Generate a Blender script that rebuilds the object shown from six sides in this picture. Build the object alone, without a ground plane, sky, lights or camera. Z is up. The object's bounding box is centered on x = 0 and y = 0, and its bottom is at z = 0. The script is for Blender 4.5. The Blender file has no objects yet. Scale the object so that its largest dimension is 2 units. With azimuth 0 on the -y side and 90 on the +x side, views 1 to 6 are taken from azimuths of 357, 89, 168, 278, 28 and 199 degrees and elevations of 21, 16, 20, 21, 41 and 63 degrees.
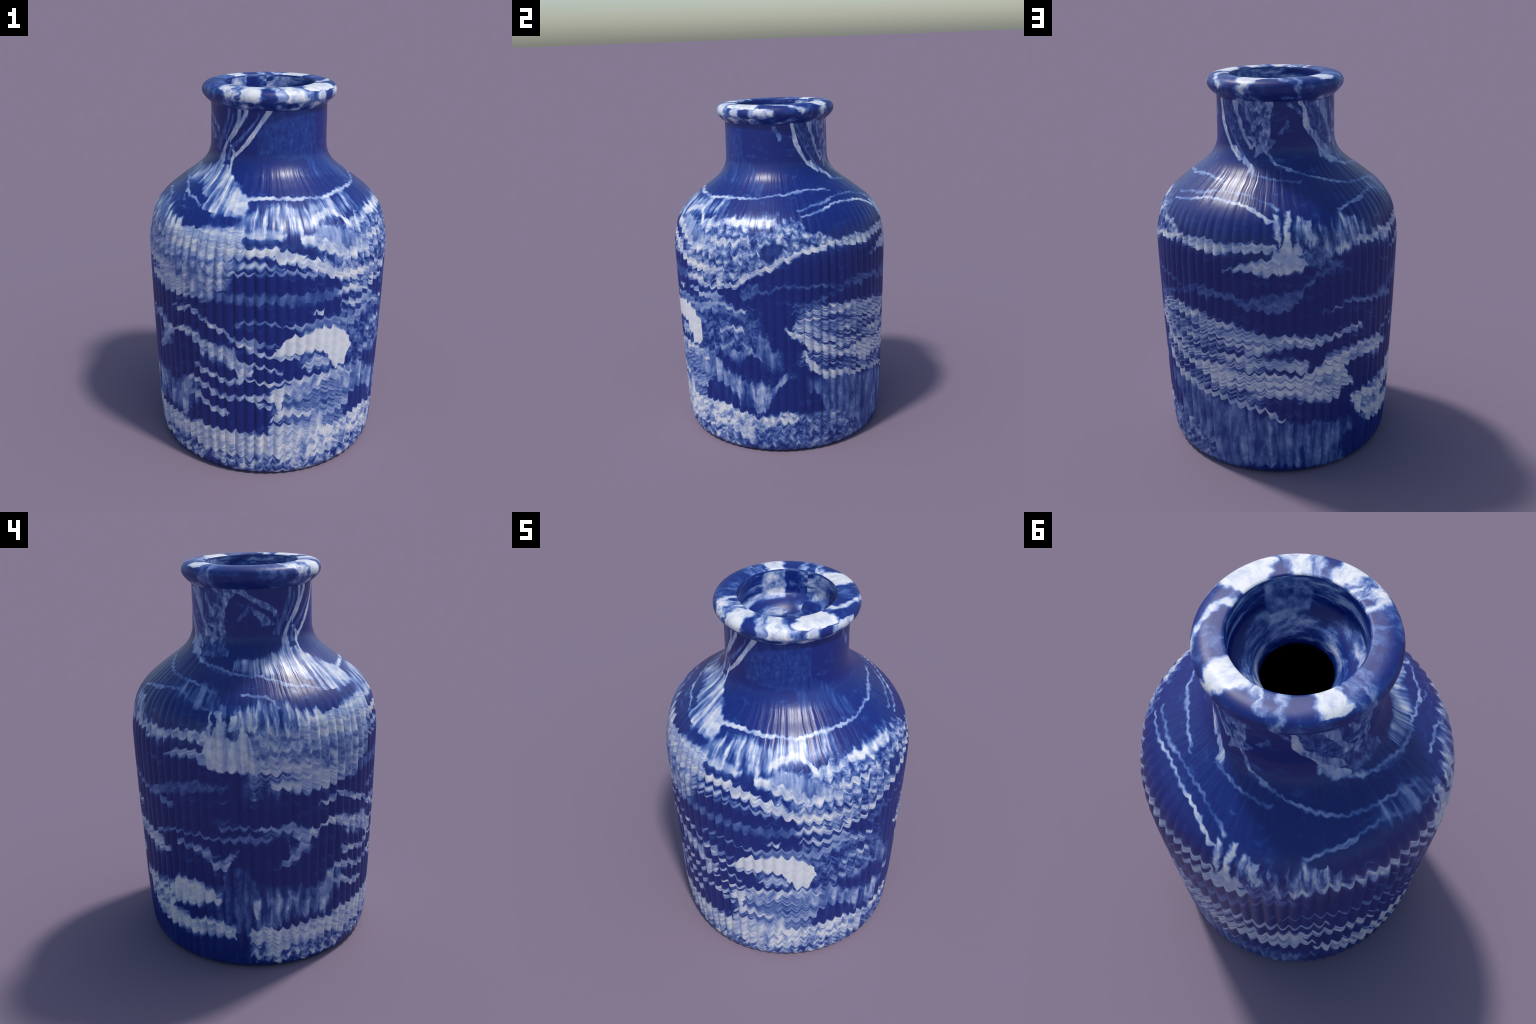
"""A tall pottery bottle with a ribbed body and a rolled lip, marbled in deep blue and white.

Frame: metres, z up, axis of the bottle on the z axis, angles in degrees measured from -y towards +x.
The body is one lathe surface, reeded with 76 ribs, cut by region into named parts.
The marbling is a procedural material: every pale vein, band or cloud is a brush rule
(centre line, half width, strength, kind of grain) evaluated in nodes on Object coordinates.
"""
import bpy
import math
import numpy as np

RIBS = 76
PER_RIB = 10
N_AROUND = RIBS * PER_RIB

# ------------------------------------------------------------------ shape
# outer profile (radius, height) over the tops of the ribs, from the foot to the root of the lip
OUTER = [(0.586, 0.006), (0.594, 0.014), (0.602, 0.028), (0.608, 0.05), (0.615, 0.12), (0.620, 0.20), (0.625, 0.32),
         (0.631, 0.52), (0.638, 0.74), (0.642, 0.92), (0.645, 1.08), (0.645, 1.17), (0.641, 1.21), (0.634, 1.24),
         (0.621, 1.30), (0.605, 1.34), (0.580, 1.38), (0.544, 1.42), (0.496, 1.46), (0.445, 1.50), (0.391, 1.54),
         (0.347, 1.58), (0.321, 1.62), (0.308, 1.66), (0.305, 1.70), (0.304, 1.76), (0.303, 1.84), (0.302, 1.895)]
LIP = [(0.302, 1.895), (0.309, 1.901), (0.321, 1.911), (0.336, 1.927), (0.346, 1.942), (0.349, 1.957), (0.346, 1.973),
       (0.336, 1.987), (0.319, 1.996), (0.298, 2.000), (0.270, 2.000), (0.246, 1.999), (0.239, 1.998), (0.2355, 1.9945)]
THROAT = [(0.2355, 1.9945), (0.2345, 1.985), (0.233, 1.93), (0.231, 1.878), (0.226, 1.867), (0.206, 1.853), (0.178, 1.836),
          (0.156, 1.815), (0.140, 1.790), (0.130, 1.758)]
CAVITY = [(0.130, 1.758), (0.134, 1.738), (0.158, 1.68), (0.21, 1.60), (0.31, 1.53), (0.46, 1.42), (0.54, 1.28), (0.553, 1.05),
          (0.535, 0.30), (0.52, 0.08), (0.40, 0.05), (0.012, 0.05)]
FOOT = [(0.012, 0.003), (0.30, 0.001), (0.46, 0.0), (0.54, 0.001), (0.576, 0.003), (0.586, 0.006)]


def smooth_profile(points, step):
    """Catmull-Rom through the control points, resampled at an even step along the curve."""
    p = np.array(points, float)
    ext = np.vstack([2 * p[0] - p[1], p, 2 * p[-1] - p[-2]])
    dense = []
    for i in range(len(p) - 1):
        a, b, c, d = ext[i:i + 4]
        t = np.linspace(0, 1, 24, endpoint=False)[:, None]
        ta, tc = np.linalg.norm(b - a) ** 0.5, np.linalg.norm(c - b) ** 0.5
        te = np.linalg.norm(d - c) ** 0.5
        m1 = tc * ((b - a) / ta - (c - a) / (ta + tc) + (c - b) / tc)
        m2 = tc * ((c - b) / tc - (d - b) / (tc + te) + (d - c) / te)
        dense.append((2 * t ** 3 - 3 * t ** 2 + 1) * b + (t ** 3 - 2 * t ** 2 + t) * m1
                     + (-2 * t ** 3 + 3 * t ** 2) * c + (t ** 3 - t ** 2) * m2)
    dense = np.vstack(dense + [p[-1:]])
    s = np.concatenate([[0], np.cumsum(np.linalg.norm(np.diff(dense, axis=0), axis=1))])
    n = max(2, int(round(s[-1] / step)))
    q = np.linspace(0, s[-1], n + 1)
    return np.column_stack([np.interp(q, s, dense[:, 0]), np.interp(q, s, dense[:, 1])])


RIB_DEPTH_HEIGHTS = [0.0, 0.008, 0.05, 0.12, 1.22, 1.34, 1.44, 1.54, 1.62, 2.1]
RIB_DEPTHS = [0.0, 0.003, 0.012, 0.016, 0.016, 0.009, 0.003, 0.001, 0.0, 0.0]


def wall_offset(z):
    """The thrown wall is not quite round: slightly squared (four-fold) and leaning a little to one side."""
    square = np.interp(z, [0.0, 0.1, 1.2, 1.34, 1.45, 1.62], [0.001, 0.0022, 0.0024, 0.005, 0.0035, 0.0])
    lean = np.interp(z, [0.0, 0.2, 1.2, 1.4, 1.7], [0.0, 0.0004, 0.0006, 0.0014, 0.0])
    return square, lean


def lathe(rib_scale=1.0):
    """Rows of the whole surface: foot, outer wall, lip, throat, cavity; returns vertices and row ranges."""
    sections = [("foot", FOOT, 0.02), ("outer", OUTER, 0.007), ("lip", LIP, 0.006), ("throat", THROAT, 0.008), ("cavity", CAVITY, 0.03)]
    rows, spans = [], {}
    for name, pts, step in sections:
        prof = smooth_profile(pts, step) if name not in ("foot", "cavity") else np.array(pts)
        start = len(rows) - 1 if rows else 0
        rows.extend(prof.tolist() if not rows else prof[1:].tolist())
        spans[name] = (start, len(rows) - 1)
    rows = np.array(rows)
    rng = np.random.default_rng(7)
    ang = np.arange(N_AROUND) / N_AROUND * 2 * math.pi
    rib = (np.arange(N_AROUND) // PER_RIB)
    s2 = np.sin(ang * RIBS / 2) ** 2
    bulge = (np.sqrt(s2 + 0.05) - 0.2236) / (1.0247 - 0.2236)
    depth_var = 1 + 0.16 * rng.standard_normal(RIBS)
    lift_phase = rng.uniform(0, 2 * math.pi, RIBS)
    verts = np.zeros((len(rows), N_AROUND, 3))
    o0, o1 = spans["outer"]
    for i, (r, z) in enumerate(rows):
        rad = np.full(N_AROUND, r)
        if o0 <= i <= o1:
            depth = rib_scale * np.interp(z, RIB_DEPTH_HEIGHTS, RIB_DEPTHS)
            square, lean = wall_offset(z)
            rad = rad + square * np.cos(4 * ang) + lean * np.cos(ang - math.radians(225))
            wave = 1 + 0.12 * np.sin(z * 9 + lift_phase[rib])
            rad = rad - depth * depth_var[rib] * wave * (1 - bulge)
        verts[i, :, 0] = rad * np.sin(ang)
        verts[i, :, 1] = -rad * np.cos(ang)
        verts[i, :, 2] = z
    return rows, verts, spans


def grid_normals(verts):
    du = np.roll(verts, -1, axis=1) - np.roll(verts, 1, axis=1)
    dv = np.gradient(verts, axis=0)
    n = np.cross(du, dv)
    return n / np.maximum(np.linalg.norm(n, axis=2, keepdims=True), 1e-9)


def part_mesh(name, verts, normals, lo, hi, material, parent, close=None):
    """One region of the lathe surface (rows lo..hi), with the whole surface's normals on its borders."""
    v = verts[lo:hi + 1].reshape(-1, 3)
    n = normals[lo:hi + 1].reshape(-1, 3)
    rows = hi - lo
    i, j = np.meshgrid(np.arange(rows), np.arange(N_AROUND), indexing="ij")
    k = (j + 1) % N_AROUND
    faces = np.stack([i * N_AROUND + j, i * N_AROUND + k, (i + 1) * N_AROUND + k, (i + 1) * N_AROUND + j], axis=-1).reshape(-1, 4).tolist()
    if close == "start":
        faces.append(list(range(N_AROUND))[::-1])
    if close == "end":
        faces.append([rows * N_AROUND + a for a in range(N_AROUND)])
    me = bpy.data.meshes.new(name)
    me.from_pydata(v.tolist(), [], faces)
    me.polygons.foreach_set("use_smooth", [True] * len(me.polygons))
    me.normals_split_custom_set_from_vertices(n.tolist())
    me.materials.append(material)
    ob = bpy.data.objects.new(name, me)
    bpy.context.scene.collection.objects.link(ob)
    ob.parent = parent
    return ob


# ------------------------------------------------------------------ marbling rules
RULES = []


def band(name, value, mottle, grain, soft, *points):
    """A pale or dark band running round the bottle: points are (angle, height, half width)."""
    RULES.append(dict(name=name, kind="band", value=value, mottle=mottle, grain=grain, soft=soft, points=points))


def streak(name, value, mottle, grain, soft, *points):
    """A streak running up the wall: points are (height, angle, half width in degrees)."""
    RULES.append(dict(name=name, kind="streak", value=value, mottle=mottle, grain=grain, soft=soft, points=points))


band('mottled_upper_front', 0.3, 0.34, 'W', 0.014, (-84.4, 1.022, 0.0499), (-74.4, 1.052, 0.0546), (-61.0, 1.11, 0.0294), (-49.4, 1.083, 0.1009), (-39.1, 1.111, 0.1), (-32.7, 1.125, 0.09), (-26.2, 1.154, 0.0579), (-21.2, 1.176, 0.0326), (-15.4, 1.186, 0.0133))
band('upper_row', 0.64, 0.3, 'S', 0.007, (-63.2, 1.215, 0.0164), (-42.8, 1.273, 0.0125), (-31.1, 1.294, 0.011), (-18.5, 1.322, 0.0043))
band('upper_row_second', 0.58, 0.3, 'S', 0.006, (-67.0, 1.16, 0.0185), (-42.2, 1.234, 0.0118), (-30.7, 1.261, 0.01), (-20.5, 1.273, 0.0062), (-15.7, 1.281, 0.0045))
band('upper_row_third', 0.5, 0.3, 'S', 0.006, (-69.2, 1.107, 0.0158), (-48.9, 1.169, 0.0144), (-35.9, 1.202, 0.0106), (-25.2, 1.229, 0.0054), (-17.9, 1.234, 0.0047))
band('upper_row_fourth', 0.5, 0.3, 'S', 0.006, (-69.9, 1.059, 0.0198), (-49.1, 1.12, 0.0176), (-37.0, 1.15, 0.0113), (-27.6, 1.186, 0.0067), (-19.2, 1.202, 0.0056), (-14.1, 1.208, 0.0056))
band('upper_row_fifth', 0.48, 0.3, 'S', 0.006, (-64.3, 1.027, 0.0255), (-49.4, 1.063, 0.0209), (-37.8, 1.1, 0.0144), (-28.2, 1.145, 0.0084), (-20.2, 1.165, 0.0077), (-15.4, 1.164, 0.0049))
band('upper_row_hem', 0.6, 0.25, 'S', 0.007, (-67.5, 1.005, 0.0163), (-55.8, 1.003, 0.0171), (-46.0, 1.009, 0.0166), (-37.5, 1.02, 0.0118), (-29.5, 1.023, 0.0086))
band('pale_shoulder_flank', 0.5, 0.5, 'W', 0.008, (-79.9, 1.279, 0.0374), (-72.2, 1.279, 0.033), (-60.4, 1.27, 0.0381), (-52.0, 1.289, 0.0607), (-46.8, 1.264, 0.0703), (-41.7, 1.267, 0.0501))
band('pale_shoulder_rows', 0.4, 0.4, 'S', 0.012, (-53.7, 1.235, 0.0419), (-44.7, 1.258, 0.0331), (-36.5, 1.275, 0.0249), (-28.4, 1.293, 0.0171), (-21.8, 1.304, 0.0094))
band('pale_shoulder_crest', 0.82, 0.22, 'V', 0.008, (-53.5, 1.319, 0.0299), (-47.8, 1.323, 0.0254), (-37.9, 1.335, 0.0208), (-29.2, 1.341, 0.0151), (-24.1, 1.352, 0.0192), (-19.2, 1.365, 0.0283), (-14.7, 1.37, 0.0303), (-9.0, 1.356, 0.0222), (-1.7, 1.358, 0.021), (3.9, 1.351, 0.0125))
band('dark_row', 0.12, 0.12, 'S', 0.006, (-19.6, 1.332, 0.0054), (-16.1, 1.33, 0.0104), (-8.8, 1.324, 0.0088), (-4.1, 1.319, 0.0105), (-0.3, 1.316, 0.0093))
band('dark_row_low', 0.15, 0.12, 'S', 0.005, (-28.3, 1.236, 0.0031), (-22.3, 1.247, 0.005), (-18.2, 1.29, 0.0087), (-13.9, 1.295, 0.0078), (-10.1, 1.3, 0.0048))
band('streaky_bleed', 0.45, 0.45, 'V', 0.008, (-16.9, 1.382, 0.0251), (-12.1, 1.399, 0.0388), (-6.9, 1.415, 0.0362), (4.0, 1.424, 0.0459), (12.1, 1.411, 0.0442), (18.1, 1.419, 0.0396), (25.6, 1.439, 0.0288), (33.2, 1.443, 0.0318), (39.8, 1.432, 0.0257), (49.8, 1.455, 0.0119))
band('mottled_right_field', 0.46, 0.42, 'I', 0.008, (22.6, 1.269, 0.1101), (30.1, 1.246, 0.1258), (38.4, 1.209, 0.1766), (55.6, 1.219, 0.178), (64.1, 1.232, 0.1705), (74.5, 1.264, 0.1424), (81.9, 1.283, 0.1284), (91.5, 1.297, 0.0944), (98.6, 1.299, 0.0802), (103.0, 1.282, 0.0383), (112.9, 1.28, 0.0194))
band('mottled_side_low', 0.25, 0.26, 'I', 0.008, (14.8, 0.786, 0.105), (39.1, 0.859, 0.0814), (53.1, 0.884, 0.0697), (64.1, 0.874, 0.0408), (73.6, 0.793, 0.0637))
band('mottled_side_low_lower', 0.23, 0.27, 'I', 0.008, (26.4, 0.684, 0.0962), (40.3, 0.693, 0.1263), (54.9, 0.736, 0.1151), (68.3, 0.707, 0.0962), (73.2, 0.701, 0.0619))
band('cloudy_side', 0.36, 0.2, 'V', 0.008, (71.9, 0.742, 0.0139), (76.0, 0.669, 0.0734), (80.1, 0.631, 0.0906), (84.5, 0.592, 0.0425))
band('speckled_block', 0.42, 0.36, 'I', 0.008, (6.4, 0.363, 0.1496), (26.9, 0.409, 0.164), (37.7, 0.424, 0.1581), (43.5, 0.426, 0.1363), (50.0, 0.512, 0.0301))
band('cloudy_diagonal', 0.42, 0.3, 'V', 0.008, (46.8, 0.532, 0.0484), (53.4, 0.461, 0.0541), (58.6, 0.444, 0.0476), (63.9, 0.39, 0.0774), (69.1, 0.375, 0.0769), (74.2, 0.362, 0.0945), (79.1, 0.366, 0.0705), (83.2, 0.414, 0.0232), (91.1, 0.498, 0.0172))
band('milky_low_back', 0.36, 0.22, 'V', 0.008, (104.3, 0.43, 0.0407), (108.4, 0.396, 0.0672), (114.5, 0.314, 0.1401), (124.0, 0.263, 0.1834), (141.3, 0.208, 0.2011), (153.0, 0.215, 0.1713), (163.4, 0.201, 0.1435), (173.7, 0.189, 0.1339), (181.6, 0.18, 0.139), (190.3, 0.153, 0.1472), (200.7, 0.135, 0.129), (206.4, 0.13, 0.1074))
band('milky_base_side', 0.38, 0.36, 'I', 0.008, (64.7, 0.107, 0.0639), (75.5, 0.11, 0.0759), (88.3, 0.129, 0.0898), (98.5, 0.14, 0.1116), (106.6, 0.132, 0.1179), (117.9, 0.113, 0.1073), (131.3, 0.076, 0.07))
band('striped_fan', 0.42, 0.5, 'S', 0.008, (99.3, 0.805, 0.0604), (104.1, 0.784, 0.1076), (111.7, 0.756, 0.145), (123.1, 0.734, 0.1588), (139.0, 0.71, 0.1586), (149.7, 0.704, 0.1501), (154.7, 0.706, 0.1074), (159.5, 0.71, 0.1068))
band('striped_fan_low', 0.32, 0.45, 'S', 0.008, (100.0, 0.609, 0.0339), (104.4, 0.577, 0.0484), (111.7, 0.542, 0.0574), (123.4, 0.519, 0.0556), (137.7, 0.488, 0.032), (148.8, 0.469, 0.0409), (158.9, 0.443, 0.0376))
band('milky_middle_band', 0.33, 0.14, 'V', 0.008, (-36.2, 1.026, 0.0294), (-25.3, 1.04, 0.023), (-18.8, 1.04, 0.0228), (-10.7, 1.032, 0.0285), (-1.5, 1.041, 0.0227), (7.8, 1.028, 0.0315), (15.0, 1.042, 0.0315), (22.8, 1.039, 0.0262), (31.4, 1.041, 0.0265), (37.9, 1.046, 0.0211))
band('milky_front_low', 0.42, 0.28, 'S', 0.008, (1.7, 0.452, 0.0963), (9.4, 0.444, 0.0969), (20.3, 0.415, 0.1186), (29.4, 0.398, 0.1482), (36.5, 0.377, 0.1449), (41.8, 0.385, 0.0876))
band('mottled_foot_front', 0.5, 0.5, 'I', 0.008, (-84.9, 0.141, 0.0878), (-73.1, 0.132, 0.0886), (-59.3, 0.118, 0.0911), (-44.5, 0.114, 0.088), (-36.5, 0.134, 0.0802), (-27.7, 0.135, 0.0897), (-11.0, 0.134, 0.112), (5.0, 0.135, 0.1118), (22.3, 0.127, 0.1211), (47.4, 0.149, 0.1156), (58.6, 0.132, 0.1258))
band('smoky_back_left', 0.22, 0.2, 'V', 0.008, (-100.5, 0.353, 0.1085), (-95.1, 0.415, 0.1751), (-87.7, 0.399, 0.1716), (-82.8, 0.418, 0.0928), (-68.0, 0.427, 0.0558), (-48.1, 0.339, 0.0618))
band('milky_upper_left', 0.59, 0.25, 'I', 0.008, (-85.3, 1.205, 0.0954), (-81.3, 1.208, 0.0999), (-74.6, 1.222, 0.1012), (-67.7, 1.219, 0.0895), (-60.6, 1.208, 0.0906), (-55.5, 1.204, 0.0964), (-47.1, 1.163, 0.1206), (-40.7, 1.151, 0.1277), (-33.4, 1.138, 0.1227), (-24.4, 1.151, 0.0835))
band('blotchy_back_shoulder', 0.57, 0.55, 'V', 0.008, (174.0, 1.337, 0.0137), (177.5, 1.34, 0.0558), (180.8, 1.331, 0.0497), (186.4, 1.311, 0.0558), (191.4, 1.29, 0.0716), (197.4, 1.306, 0.0765), (203.2, 1.306, 0.0673), (209.4, 1.3, 0.0612), (215.8, 1.275, 0.0387), (226.1, 1.236, 0.0179), (235.5, 1.25, 0.0213))
band('blotchy_left_shoulder', 0.54, 0.55, 'V', 0.008, (-88.0, 1.324, 0.0625), (-84.7, 1.356, 0.047), (-79.9, 1.367, 0.0588), (-74.1, 1.36, 0.055), (-68.9, 1.348, 0.056), (-63.5, 1.343, 0.0566), (-59.0, 1.329, 0.0402), (-54.1, 1.329, 0.0379))
band('milky_vein_back', 0.35, 0.1, 'I', 0.008, (93.5, 0.884, 0.0123), (117.6, 0.975, 0.0076), (127.7, 1.015, 0.0146), (135.1, 1.012, 0.0258), (141.8, 1.015, 0.0142), (148.4, 1.004, 0.0141), (154.1, 0.978, 0.0198), (160.1, 0.982, 0.0308), (167.0, 0.989, 0.0475), (173.8, 1.003, 0.0474), (178.4, 1.049, 0.0193), (182.1, 1.094, 0.0136), (187.9, 1.132, 0.0109), (192.9, 1.161, 0.0163))
band('milky_under_trunk', 0.38, 0.2, 'I', 0.008, (173.5, 1.188, 0.0391), (180.8, 1.205, 0.0361), (187.9, 1.209, 0.0336), (193.9, 1.169, 0.0216))
band('smear_left_shoulder', 0.6, 0.4, 'V', 0.008, (-95.7, 1.546, 0.0187), (-86.7, 1.549, 0.0249), (-79.3, 1.547, 0.0258), (-71.5, 1.557, 0.0221), (-63.0, 1.565, 0.0224), (-55.8, 1.549, 0.0294), (-49.3, 1.525, 0.0373), (-38.7, 1.501, 0.039), (-30.9, 1.459, 0.0406))
streak('front_smear', 0.62, 0.4, 'V', 0.012, (1.427, -23.2, 6.1), (1.428, -30.2, 13.9), (1.46, -30.3, 12.6), (1.499, -33.0, 11.2), (1.548, -38.5, 10.6), (1.573, -42.7, 8.7), (1.606, -46.3, 4.6))
streak('front_smear_core', 0.85, 0.15, 'V', 0.006, (1.436, -19.8, 2.5), (1.458, -22.0, 6.9), (1.483, -23.0, 7.0), (1.514, -23.0, 1.4))
streak('front_smear_thread', 0.8, 0.1, 'V', 0.003, (1.556, -37.1, 0.8), (1.589, -38.5, 1.0), (1.63, -40.2, 1.3), (1.671, -37.7, 1.9), (1.708, -42.1, 1.4))
streak('front_smear_thread_second', 0.6, 0.2, 'V', 0.006, (1.523, -52.0, 2.3), (1.562, -53.6, 3.6), (1.613, -52.6, 3.0), (1.659, -51.9, 3.3))
band('left_root_haze', 0.55, 0.35, 'V', 0.008, (-85.3, 1.514, 0.0031), (-72.6, 1.543, 0.0134), (-61.3, 1.565, 0.0181), (-54.1, 1.59, 0.0235))
band('left_zigzag', 0.75, 0.1, 'H', 0.003, (-65.6, 1.476, 0.0091), (-56.7, 1.465, 0.003), (-49.4, 1.454, 0.0031), (-44.7, 1.445, 0.0031))
band('collar_vein', 0.82, 0.15, 'H', 0.003, (-21.1, 1.484, 0.006), (-10.9, 1.492, 0.0063), (-1.2, 1.496, 0.0068), (15.3, 1.492, 0.0054), (27.3, 1.487, 0.0039), (31.9, 1.486, 0.0051), (48.1, 1.496, 0.0049), (62.5, 1.495, 0.0043), (74.1, 1.501, 0.0036), (84.0, 1.511, 0.0036), (94.2, 1.513, 0.0036), (105.5, 1.526, 0.0029), (121.3, 1.523, 0.0036), (132.5, 1.509, 0.0025))
band('bright_right_shoulder', 0.8, 0.25, 'V', 0.008, (17.7, 1.402, 0.01), (23.3, 1.419, 0.0118), (31.1, 1.433, 0.0134), (41.4, 1.361, 0.0143), (52.4, 1.371, 0.0106), (57.9, 1.384, 0.015), (69.1, 1.387, 0.0119), (76.9, 1.392, 0.015), (83.5, 1.387, 0.0108), (85.5, 1.387, 0.0065))
band('front_crest', 0.88, 0.15, 'S', 0.006, (-18.0, 1.262, 0.0074), (-15.6, 1.265, 0.0137), (-11.0, 1.272, 0.0174), (-1.7, 1.279, 0.0211), (2.0, 1.264, 0.0325), (7.5, 1.249, 0.0304), (14.7, 1.222, 0.0261), (22.3, 1.181, 0.03), (30.8, 1.14, 0.0258), (40.9, 1.119, 0.0221), (51.8, 1.119, 0.0109), (58.1, 1.123, 0.0107))
band('front_vein_second', 0.8, 0.1, 'S', 0.005, (-15.4, 1.206, 0.0117), (-6.3, 1.214, 0.0131), (-1.7, 1.208, 0.0058), (2.9, 1.208, 0.0053))
band('front_vein_third', 0.55, 0.1, 'S', 0.005, (-16.3, 1.16, 0.0068), (-6.2, 1.17, 0.0042), (5.2, 1.18, 0.0081), (12.2, 1.173, 0.0097), (19.7, 1.153, 0.0084), (21.8, 1.145, 0.007))
band('front_droplets', 0.9, 0.1, 'V', 0.006, (12.1, 1.336, 0.0116), (14.3, 1.329, 0.021), (16.5, 1.334, 0.0187), (19.9, 1.313, 0.0309), (23.9, 1.288, 0.027), (31.0, 1.256, 0.0164), (39.7, 1.216, 0.0142))
band('milky_over_droplets', 0.5, 0.2, 'V', 0.008, (22.6, 1.343, 0.0251), (31.2, 1.319, 0.0494), (38.1, 1.283, 0.0429), (41.2, 1.264, 0.0305), (45.8, 1.249, 0.0232))
band('rising_edge', 0.82, 0.2, 'S', 0.007, (30.2, 1.043, 0.0162), (37.9, 1.043, 0.018), (47.9, 1.013, 0.0126), (57.0, 1.023, 0.0151), (65.0, 1.044, 0.0149), (69.1, 1.081, 0.0213), (74.9, 1.115, 0.0145), (81.9, 1.144, 0.0209), (86.5, 1.175, 0.0167), (91.0, 1.199, 0.0113), (97.9, 1.222, 0.0138), (102.6, 1.235, 0.0137), (107.4, 1.233, 0.0149), (115.3, 1.257, 0.0195), (123.8, 1.25, 0.0209), (134.6, 1.251, 0.0276), (141.2, 1.252, 0.0223), (146.3, 1.262, 0.0195), (151.2, 1.258, 0.0159), (158.2, 1.268, 0.0232), (166.4, 1.267, 0.0206))
band('inner_curl', 0.78, 0.2, 'I', 0.007, (18.5, 1.317, 0.0235), (25.7, 1.29, 0.017), (31.4, 1.262, 0.02), (40.6, 1.233, 0.0156), (48.9, 1.25, 0.0137), (58.1, 1.278, 0.0147), (65.5, 1.284, 0.0147))
band('side_dab', 0.72, 0.15, 'H', 0.006, (31.8, 0.978, 0.0075), (36.4, 0.974, 0.0151), (42.4, 0.952, 0.0143), (50.7, 0.967, 0.0196), (56.0, 0.963, 0.0055))
band('side_ripple', 0.62, 0.2, 'H', 0.006, (39.3, 0.874, 0.0206), (45.4, 0.892, 0.0173), (53.3, 0.92, 0.0113), (58.9, 0.907, 0.0111), (64.1, 0.88, 0.0096), (69.2, 0.89, 0.0083))
band('dark_hollow', 0.06, 0.1, 'I', 0.01, (78.0, 1.226, 0.0201), (80.7, 1.225, 0.0449), (84.4, 1.235, 0.0495), (88.9, 1.244, 0.0196))
band('cloud_side_patch', 0.26, 0.15, 'I', 0.008, (67.2, 0.983, 0.0327), (73.1, 1.017, 0.0457), (76.0, 1.024, 0.0242), (77.3, 1.014, 0.008))
band('cloud_side_thread', 0.28, 0.1, 'H', 0.006, (75.5, 1.013, 0.008), (79.2, 1.01, 0.0067), (86.0, 1.026, 0.0067), (90.6, 1.042, 0.0071), (99.7, 1.027, 0.0093), (106.8, 1.027, 0.008), (114.4, 1.013, 0.0067), (120.5, 1.005, 0.0068), (126.0, 1.015, 0.0082), (132.8, 1.02, 0.0139), (146.4, 1.004, 0.01), (159.3, 0.975, 0.012))
band('cloud_side_thread_low', 0.25, 0.1, 'H', 0.006, (93.9, 0.92, 0.0067), (101.9, 0.924, 0.0081), (109.2, 0.948, 0.0081), (117.1, 0.966, 0.0095), (120.5, 0.982, 0.0055))
band('mid_vein_front', 0.5, 0.12, 'S', 0.006, (-18.0, 0.895, 0.0104), (-13.1, 0.91, 0.0103), (-6.0, 0.911, 0.0087), (1.0, 0.899, 0.0059), (8.2, 0.887, 0.0074), (15.6, 0.89, 0.0119), (23.5, 0.898, 0.0179), (32.5, 0.882, 0.0183), (39.4, 0.865, 0.0187))
band('fleck', 0.9, 0, 'H', 0.004, (18.2, 0.954, 0.0045), (20.0, 0.949, 0.0065), (22.4, 0.953, 0.0118))
band('pale_lens', 0.93, 0.05, 'S', 0.005, (-1.9, 0.728, 0.0092), (0.7, 0.747, 0.0287), (3.6, 0.767, 0.0406), (9.4, 0.786, 0.0496), (13.4, 0.789, 0.0529), (18.5, 0.795, 0.0622), (24.0, 0.789, 0.0674), (27.7, 0.756, 0.0988), (31.0, 0.732, 0.1135), (34.3, 0.716, 0.0974), (37.2, 0.708, 0.0677), (39.2, 0.723, 0.0162))
band('lens_shadow_blobs', 0.68, 0.2, 'S', 0.006, (13.8, 0.665, 0.0123), (16.2, 0.661, 0.0313), (18.5, 0.674, 0.0313), (25.9, 0.662, 0.0191))
band('descending_vein', 0.75, 0.12, 'H', 0.004, (-41.7, 0.916, 0.009), (-36.7, 0.908, 0.009), (-31.5, 0.875, 0.009), (-26.7, 0.852, 0.009), (-21.0, 0.84, 0.0088), (-17.6, 0.798, 0.009), (-13.2, 0.779, 0.009), (-8.3, 0.75, 0.0121), (-2.1, 0.724, 0.0076), (3.7, 0.717, 0.0122), (11.1, 0.722, 0.0093))
band('side_branch_vein', 0.55, 0.15, 'H', 0.004, (-17.6, 0.795, 0.0089), (-10.8, 0.797, 0.024), (-5.0, 0.791, 0.009), (1.2, 0.785, 0.006))
band('lower_branch_vein', 0.78, 0.12, 'H', 0.004, (-48.9, 0.796, 0.0064), (-43.8, 0.771, 0.0078), (-38.6, 0.75, 0.0108), (-33.7, 0.749, 0.0092), (-28.6, 0.748, 0.0123), (-23.7, 0.75, 0.0153), (-19.7, 0.729, 0.0138), (-16.7, 0.681, 0.0123), (-11.7, 0.667, 0.0108), (-6.9, 0.663, 0.0093), (-2.0, 0.648, 0.0062), (2.9, 0.635, 0.0063))
band('dripping_patches', 0.55, 0.35, 'V', 0.008, (-36.2, 0.716, 0.0094), (-31.5, 0.706, 0.0344), (-29.3, 0.694, 0.0343), (-26.0, 0.702, 0.0527), (-23.6, 0.71, 0.0493), (-20.7, 0.732, 0.0214))
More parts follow.
